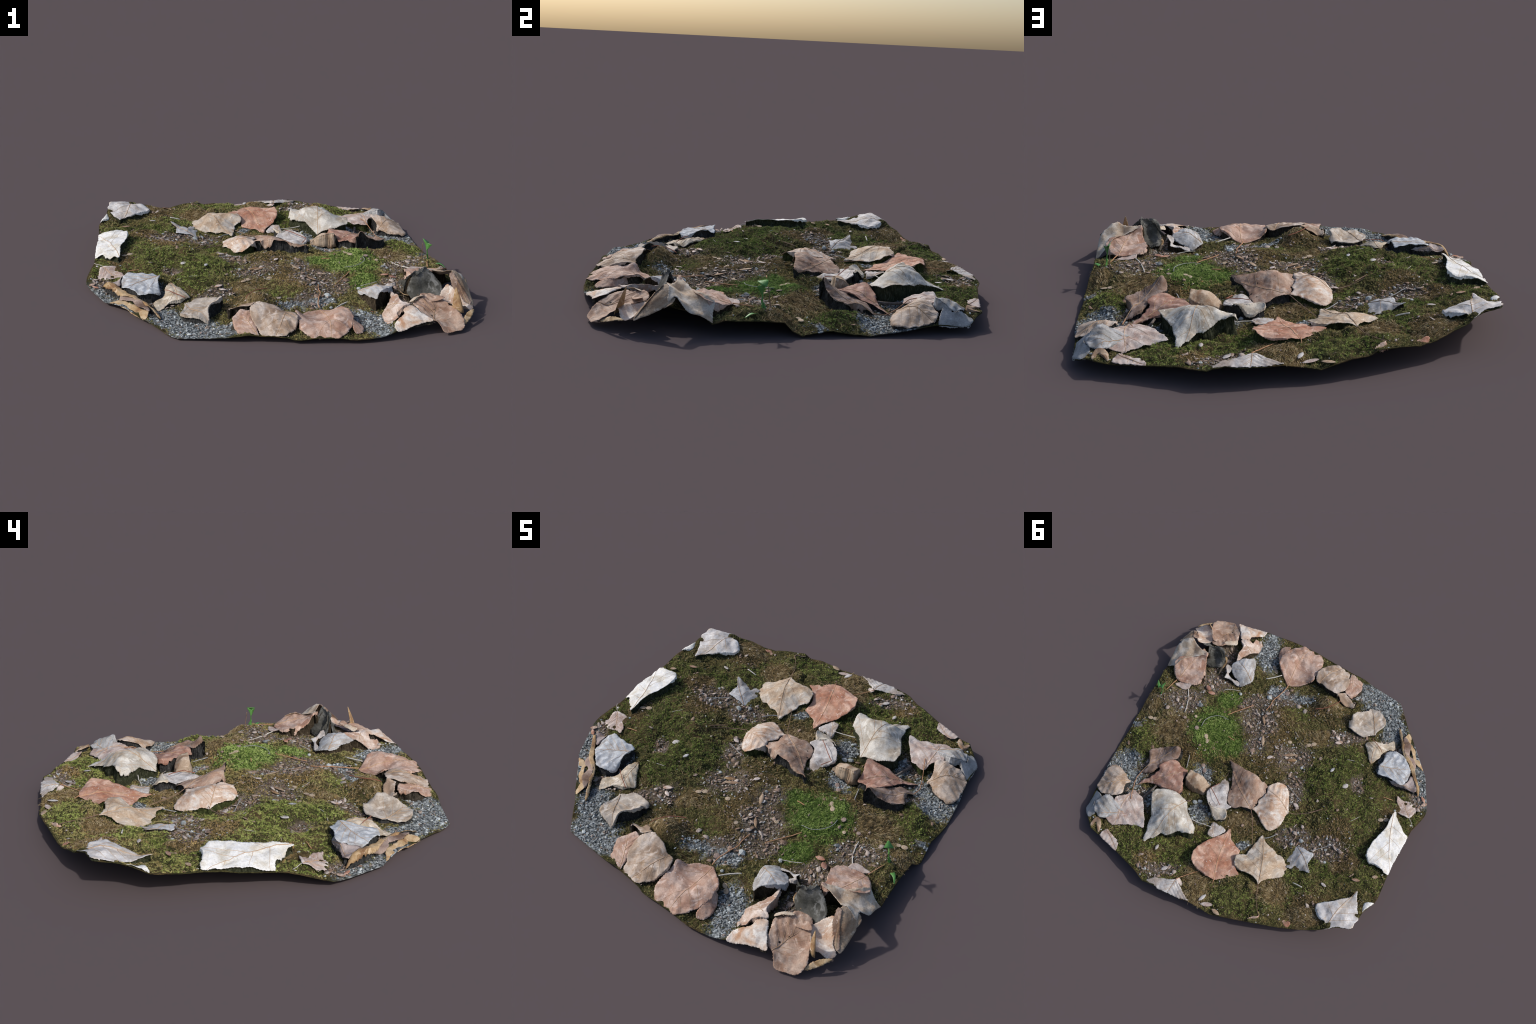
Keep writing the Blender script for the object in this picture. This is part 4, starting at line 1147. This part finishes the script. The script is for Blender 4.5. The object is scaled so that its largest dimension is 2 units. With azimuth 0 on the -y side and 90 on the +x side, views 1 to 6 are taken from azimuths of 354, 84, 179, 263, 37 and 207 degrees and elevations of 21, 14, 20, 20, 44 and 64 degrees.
def moss_material(name, dark, mid, light, gold):
    g = Nodes(name)
    cell = g.n("ShaderNodeSeparateColor")
    g.link(g.voronoi(95, "Color"), cell.inputs[0])
    big = g.noise(13, 4, .6)
    fac = g.math("ADD", g.math("MULTIPLY", cell.outputs[0], .5), g.math("MULTIPLY", big, .75))
    fac = g.math("SUBTRACT", fac, .1)
    warm = g.rng(g.noise(7, 3, .6, g.stretch((1, 1.1, 1)), .5), .50, .68)
    col = g.ramp(fac, [(.24, dark), (.48, mid), (.78, light)])
    col = g.mix(g.math("MULTIPLY", g.rng(cell.outputs[1], .78, .86), .7), col, gold)
    col = g.mix(g.math("MULTIPLY", warm, .38), col, gold)
    return g.finish(col, .7, spec=.2)


MOSS = {
    "bright": moss_material("moss_bright", (.060, .100, .020), (.23, .34, .075), (.50, .62, .22), (.38, .44, .16)),
    "green": moss_material("moss_green", (.030, .045, .011), (.185, .235, .055), (.47, .54, .17), (.40, .36, .15)),
    "olive": moss_material("moss_olive", (.040, .040, .014), (.215, .205, .075), (.47, .45, .19), (.48, .37, .16)),
    "brown": moss_material("moss_brown", (.055, .041, .020), (.245, .180, .080), (.48, .36, .18), (.54, .38, .15)),
}
# Each tuft is a little star of spikes, so that the dark bed shows between the tufts.
p = free_points(90000, .008)
cw = covers(p)
pick = RNG.random(len(p))
total = np.zeros(len(p))
gz_p = ground_z(p)
for k, dens in (("bright", 1.0), ("green", 1.0), ("olive", .9), ("brown", .75)):
    w = cw[k] * dens
    if k == "brown":
        w = w + cw["straw"] * .3 + cw["litter"] * .16
    if k == "olive":
        w = w + cw["straw"] * .12 + cw["litter"] * .10 + cw["gravel"] * .02
    sel = (pick >= total) & (pick < total + w)
    total = total + w
    q = p[sel]
    n = len(q)
    if not n:
        continue
    M = 6
    big = np.repeat(RNG.lognormal(0, .28, n), M)
    ang = (np.arange(M)[None] * 2.4 + RNG.uniform(0, 6.28, (n, 1))).ravel()
    tilt = (np.linspace(.15, 1.35, M)[None] + RNG.normal(0, .15, (n, M))).ravel()
    lean = np.repeat(fbm(q, 10, 2, 31), M) * .5
    d = np.column_stack([np.cos(ang) * np.sin(tilt) + lean, np.sin(ang) * np.sin(tilt), np.cos(tilt)])
    base = np.repeat(np.column_stack([q, gz_p[sel] - .001]), M, axis=0)
    ln = RNG.uniform(.0045, .0080, n * M) * big
    wd = RNG.uniform(.0010, .0017, n * M) * big
    v, f = spikes(base, d, ln, wd)
    v[:, 2] = np.maximum(v[:, 2], .001)
    add_mesh("moss", v, f, MOSS[k], root, smooth=False, kind="stuff")


def strands(base, heading, length, radius, rise):
    """Many thin arched strands (three sides, four joints) as one array."""
    n = len(base)
    J = 5
    t = np.linspace(0, 1, J)
    bend = RNG.normal(0, .9, n)
    ang = heading[:, None] + bend[:, None] * (t - .5)[None]
    dx = np.cumsum(np.cos(ang), 1) / J * length[:, None]
    dy = np.cumsum(np.sin(ang), 1) / J * length[:, None]
    x, y = base[:, :1] + dx, base[:, 1:2] + dy
    z = ground_z(np.column_stack([x.ravel(), y.ravel()])).reshape(n, J) + .002 + rise[:, None] * np.sin(t * math.pi)[None]
    path = np.stack([x, y, z], 2)
    tan = unit(np.gradient(path, axis=1))
    a = unit(np.cross(tan, np.array([0, 0, 1.0])))
    b = np.cross(a, tan)
    rad = radius[:, None, None] * np.linspace(1, .5, J)[None, :, None]
    ring = np.stack([path + rad * (math.cos(q) * a + math.sin(q) * b) for q in (.5, 2.6, 4.7)], 2)
    v = ring.reshape(-1, 3)
    o = (np.arange(n) * J * 3)[:, None]
    f = []
    for r in range(J - 1):
        for c in range(3):
            e = (c + 1) % 3
            f.append(o + [[r * 3 + c, r * 3 + e, r * 3 + 3 + e, r * 3 + 3 + c]])
    return v, np.concatenate(f, 1).reshape(-1, 4)


def tone_material(name, a, b, c, scale=90):
    g = Nodes(name)
    cell = g.n("ShaderNodeSeparateColor")
    g.link(g.voronoi(scale, "Color"), cell.inputs[0])
    return g.finish(g.ramp(cell.outputs[0], [(.1, a), (.5, b), (.9, c)]), .8, spec=.2)


STRAW = tone_material("dry_straw", (.17, .115, .055), (.37, .27, .14), (.56, .45, .27), 60)
THREAD = tone_material("thread_litter", (.13, .10, .08), (.26, .20, .16), (.46, .41, .36), 70)

p = free_points(60000, .03)
cw = covers(p)
w = cw["straw"] * .9 + cw["brown"] * .22 + cw["olive"] * .10 + cw["green"] * .03
q = p[RNG.random(len(p)) < w]
flow = fbm(q, 4, 2, 51) * 6
v, f = strands(q, flow + RNG.normal(0, .45, len(q)), RNG.uniform(.018, .05, len(q)), RNG.uniform(.0006, .0011, len(q)), RNG.uniform(0, .008, len(q)))
add_mesh("dry_moss_strands", v, f, STRAW, root, kind="stuff")

p = free_points(30000, .03)
cw = covers(p)
w = cw["litter"] * .34 + cw["brown"] * .05 + cw["olive"] * .012 + cw["gravel"] * .05
q = p[RNG.random(len(p)) < w]
v, f = strands(q, RNG.uniform(0, 6.3, len(q)), RNG.uniform(.012, .045, len(q)), RNG.uniform(.0007, .0017, len(q)), RNG.uniform(0, .004, len(q)))
add_mesh("straw_litter", v, f, THREAD, root, kind="stuff")

# gravel: angular pebbles
ICO = []
phi = (1 + 5 ** .5) / 2
for s1 in (-1, 1):
    for s2 in (-1, 1):
        ICO += [(0, s1, s2 * phi), (s1, s2 * phi, 0), (s2 * phi, 0, s1)]
ICO = np.array(ICO) / math.sqrt(1 + phi * phi)
E2 = 2 / math.sqrt(1 + phi * phi) * 1.01
near_ = np.linalg.norm(ICO[:, None] - ICO[None], axis=2) < E2 * 1.02
ICO_F = []
for a in range(12):
    for b in range(a + 1, 12):
        for c in range(b + 1, 12):
            if near_[a, b] and near_[b, c] and near_[a, c]:
                nn = np.cross(ICO[b] - ICO[a], ICO[c] - ICO[a])
                ICO_F.append((a, b, c) if nn @ ICO[a] > 0 else (a, c, b))
ICO_F = np.array(ICO_F)


def pebbles(q, size, squash=.6):
    n = len(q)
    shape = ICO[None] * (1 + RNG.uniform(-.28, .28, (n, 12, 1)))
    sx = np.stack([RNG.uniform(.7, 1.35, n), RNG.uniform(.6, 1.0, n), RNG.uniform(.35, .8, n) * squash / .6], 1)[:, None]
    shape = shape * sx * size[:, None, None]
    a = RNG.uniform(0, 6.283, n)
    ca, sa = np.cos(a)[:, None], np.sin(a)[:, None]
    tl = RNG.normal(0, .35, n)[:, None]
    x, y, z = shape[..., 0], shape[..., 1], shape[..., 2]
    z2 = z * np.cos(tl) + x * np.sin(tl)
    x2 = x * np.cos(tl) - z * np.sin(tl)
    X, Y = x2 * ca - y * sa, x2 * sa + y * ca
    v = np.stack([X + q[:, :1], Y + q[:, 1:2], z2 + q[:, 2:3]], 2).reshape(-1, 3)
    f = (np.arange(n)[:, None, None] * 12 + ICO_F[None]).reshape(-1, 3)
    return v, f


STONE = [
    tone_material("grit_dark", (.055, .062, .066), (.115, .126, .132), (.19, .205, .212), 140),
    tone_material("grit_grey", (.17, .188, .195), (.26, .285, .295), (.36, .39, .40), 140),
    tone_material("grit_pale", (.38, .43, .445), (.50, .55, .565), (.62, .66, .67), 140),
    tone_material("grit_brown", (.16, .125, .10), (.26, .21, .18), (.36, .31, .27), 140),
]
p = free_points(60000, .006)
cw = covers(p)
for m, share, big in ((0, .42, .0036), (1, .28, .0042), (2, .10, .0046), (3, .06, .004)):
    w = cw["gravel"] * share + cw["litter"] * share * (.10 if m != 3 else .5) + (cw["olive"] + cw["brown"]) * (.003 if m == 2 else .0008)
    sel = RNG.random(len(p)) < w
    q = p[sel]
    size = np.clip(RNG.lognormal(math.log(big), .38, len(q)), .0022, .012)
    v, f = pebbles(np.column_stack([q, ground_z(q) + size * .12]), size)
    add_mesh("gravel", v, f, STONE[m], root, smooth=False, kind="stuff")


def copies(name, data_meshes, pts, sizes, tilt, lift, parent=root):
    """Named pieces that share a few meshes."""
    z = ground_z(pts)
    for k in range(len(pts)):
        ob = bpy.data.objects.new(name, data_meshes[k % len(data_meshes)])
        scene.collection.objects.link(ob)
        ob.parent = parent
        ob.location = (pts[k, 0], pts[k, 1], z[k] + lift)
        ob.rotation_euler = (random.gauss(0, tilt), random.gauss(0, tilt), random.uniform(0, 6.283))
        s = sizes[k]
        ob.scale = (s, s * random.uniform(.8, 1.1), s)


def varied(name, a, b, c, spec=.2):
    g = Nodes(name)
    info = g.n("ShaderNodeObjectInfo")
    col = g.ramp(info.outputs["Random"], [(.0, a), (.5, b), (1.0, c)])
    col = g.mix(.5, col, g.ramp(g.noise(3, 3, .6), [(.3, (.7, .7, .7)), (.7, (1.15, 1.15, 1.15))]), "MULTIPLY")
    return g.finish(col, .8, spec=spec)


# larger stones, each its own object
STONE_V = varied("stone_varied", (.17, .18, .18), (.33, .36, .37), (.52, .56, .57))
stone_meshes = []
for k in range(5):
    v, f = pebbles(np.zeros((1, 3)), np.array([1.0]), .62)
    ob = add_mesh("pebble", v, f, STONE_V, root, smooth=False)
    me = ob.data
    bpy.data.objects.remove(ob)
    stone_meshes.append(me)
p = free_points(5000, .02)
cw = covers(p)
q = p[RNG.random(len(p)) < cw["gravel"] * .22 + cw["litter"] * .05][:150]
copies("pebble", stone_meshes, q, RNG.uniform(.006, .013, len(q)), .15, .002)
fixed = np.array([(.275, -.512), (.273, -.658), (-.395, .303), (.64, -.22), (-.35, .35), (.40, .15), (.33, .38), (.30, .36), (-.16, -.15), (-.18, -.145), (.46, -.44)])
copies("pebble", stone_meshes, fixed, [.027, .015, .019, .017, .018, .012, .022, .018, .011, .011, .016], .1, .005)


# flakes of bark and broken leaf
def flake_mesh(k):
    n = 9
    a = np.linspace(0, 2 * math.pi, n, endpoint=False)
    r = 1 + RNG.uniform(-.3, .3, n)
    el = RNG.uniform(.28, .75)
    x, y = np.cos(a) * r, np.sin(a) * r * el
    z = .22 * x * x * RNG.uniform(-1, 1) + .5 * y * y * RNG.uniform(-.6, 1)
    up = np.column_stack([x, y, z])
    lo = up - [0, 0, .09]
    v = np.vstack([up, lo, [[0, 0, .02], [0, 0, -.07]]])
    f = [(i_, (i_ + 1) % n, 2 * n) for i_ in range(n)] + [(n + (i_ + 1) % n, n + i_, 2 * n + 1) for i_ in range(n)] + [(i_, n + i_, n + (i_ + 1) % n, (i_ + 1) % n) for i_ in range(n)]
    return v, f


FLAKE_V = varied("flake_varied", (.22, .15, .11), (.34, .25, .20), (.52, .46, .42))
FLAKES = []
flake_meshes = []
for k in range(8):
    v, f = flake_mesh(k)
    FLAKES.append((v, f))
    ob = add_mesh("leaf_flake", v, f, FLAKE_V, root)
    flake_meshes.append(ob.data)
    bpy.data.objects.remove(ob)
p = free_points(9000, .02)
cw = covers(p)
w = cw["litter"] * .30 + cw["brown"] * .05 + cw["olive"] * .012 + cw["green"] * .003 + cw["gravel"] * .02 + cw["bright"] * .015
q = p[RNG.random(len(p)) < w][:230]
copies("leaf_flake", flake_meshes, q, RNG.uniform(.008, .019, len(q)), .22, .006)

FLAKE_MAT = [
    tone_material("crumb_brown", (.14, .09, .065), (.23, .16, .12), (.33, .24, .19), 120),
    tone_material("crumb_pink", (.26, .19, .17), (.36, .29, .26), (.46, .40, .38), 120),
    tone_material("crumb_pale", (.42, .38, .33), (.52, .50, .47), (.62, .62, .62), 120),
]
p = free_points(40000, .012)
cw = covers(p)
for m, share in ((0, .20), (1, .15), (2, .085)):
    w = cw["litter"] * share + cw["brown"] * share * .16 + cw["olive"] * share * .035 + cw["green"] * share * .01 + cw["straw"] * share * .06 + cw["gravel"] * share * .06 + cw["bright"] * share * .03
    q = p[RNG.random(len(p)) < w]
    zq = ground_z(q)
    parts = []
    for k in range(len(q)):
        v, f = FLAKES[k % 8]
        s = random.uniform(.0032, .0085)
        R = Matrix.Rotation(random.uniform(0, 6.28), 3, "Z") @ Matrix.Rotation(random.gauss(0, .4), 3, "X") @ Matrix.Rotation(random.gauss(0, .3), 3, "Y")
        parts.append((v @ np.array(R).T * s + [q[k, 0], q[k, 1], zq[k] + .004], f))
    v, f = join(parts)
    add_mesh("litter_crumbs", v, f, FLAKE_MAT[m], root, kind="stuff")


# round winged seeds, single and in pairs
def disc(cx, cy, z, r, el, turn, tilt):
    n = 14
    a = np.linspace(0, 2 * math.pi, n, endpoint=False)
    rings = [(1.0, 0.0), (.93, .16), (.62, .10), (.35, .20), (0.02, .26)]
    v = []
    for s, h in rings:
        v.append(np.column_stack([np.cos(a) * s, np.sin(a) * s * el, np.full(n, h * .55)]))
    v.append(np.column_stack([np.cos(a) * .9, np.sin(a) * .9 * el, np.full(n, -.1)]))
    v = np.vstack(v) * r
    R = Matrix.Rotation(turn, 3, "Z") @ Matrix.Rotation(tilt, 3, "X")
    v = v @ np.array(R).T + [cx, cy, z]
    f = [(b * n + c, b * n + (c + 1) % n, (b + 1) * n + (c + 1) % n, (b + 1) * n + c) for b in range(4) for c in range(n)]
    f += [(5 * n + c, 5 * n + (c + 1) % n, (c + 1) % n, c) for c in range(n)]
    f += [tuple(5 * n + c for c in range(n))[::-1], tuple(4 * n + c for c in range(n))]
    return v, f


SEED = plain("seed_tan", (.32, .23, .15), (.58, .49, .38), 150)
SEED_DARK = plain("seed_brown", (.20, .14, .12), (.40, .32, .28), 150)
for (x, y, turn, mat) in ((.475, -.021, 2.2, SEED), (-.783, -.052, .55, SEED), (-.138, -.325, .7, SEED), (.397, .151, 2.3, SEED_DARK), (.350, -.728, 2.4, SEED), (.877, 0.0, .2, SEED)):
    zz = ground_z(np.array([[x, y]]))[0] + .006
    parts = [disc(x + sg * math.cos(turn) * .017, y + sg * math.sin(turn) * .017, zz, .018, .72, turn, .12 * sg) for sg in (-1, 1)]
    v, f = join(parts)
    add_mesh("seed", v, f, mat, root)
for (x, y, r, mat) in ((.571, -.060, .016, SEED_DARK), (-.004, -.277, .015, SEED), (.19, -.60, .018, SEED_DARK), (.15, -.40, .013, SEED), (.62, -.13, .011, SEED), (.68, -.09, .012, SEED_DARK), (-.24, -.26, .012, SEED_DARK), (.30, -.26, .014, SEED)):
    v, f = disc(x, y, ground_z(np.array([[x, y]]))[0] + .006, r, .9, x * 9, .15)
    add_mesh("seed", v, f, mat, root)


# slender fallen leaflets and bark chips
def leaflet(x, y, L, W, turn, mat, curl=.2):
    n = 9
    t = np.linspace(-1, 1, n)
    w = W * (1 - np.abs(t) ** 2.2) + .0006
    zz = ground_z(np.array([[x, y]]))[0] + .009
    v = []
    for tt, ww in zip(t, w):
        for a in (-1, 0, 1):
            px, py = tt * L, a * ww
            v.append((x + px * math.cos(turn) - py * math.sin(turn), y + px * math.sin(turn) + py * math.cos(turn), zz + curl * ww * (abs(a) - .4) + .12 * L * tt * tt * curl))
    f = [(r * 3 + c, r * 3 + c + 1, r * 3 + c + 4, r * 3 + c + 3) for r in range(n - 1) for c in range(2)]
    ob = add_mesh("leaflet", v, f, mat, root)
    m = ob.modifiers.new("thickness", "SOLIDIFY")
    m.thickness = .0014


for (x, y, L, W, turn, tone) in ((.150, -.190, .042, .010, -1.1, "tan2"), (-.081, -.163, .034, .010, .5, "ochre"), (-.05, -.185, .045, .010, .55, "tan2"), (-.471, -.151, .022, .016, 1.0, "palegrey"),
                                 (-.349, -.208, .02, .009, 1.3, "grey"), (.22, -.33, .035, .008, -.9, "tan2"), (-.90, .31, .02, .01, .5, "tan2"), (-.808, .386, .026, .009, .3, "pinkbrown"),
                                 (-.652, .504, .02, .008, -.2, "palegrey"), (.66, -.36, .024, .014, -.6, "rust"), (.621, -.335, .026, .012, .2, "orange"), (-.29, -.42, .026, .013, .6, "pinkpale"), (-.27, -.45, .022, .010, -.4, "pinkpale"),
                                 (.165, -.20, .018, .011, 1.1, "palegrey"), (.05, -.10, .02, .010, .9, "palepink"), (-.25, .10, .022, .012, -.3, "palepink"), (.25, .86, .024, .012, .9, "palegrey"), (.36, .77, .02, .009, 1.6, "palegrey"),
                                 (-.96, -.30, .022, .012, .8, "pinkbrown"), (-.94, -.33, .026, .009, -.7, "orange"), (-.09, .935, .04, .013, .4, "palepink"), (-.05, .915, .03, .010, 1.2, "palegrey"), (-.16, .95, .03, .012, -.2, "tan2")):
    leaflet(x, y, L, W, turn, LEAF[tone])
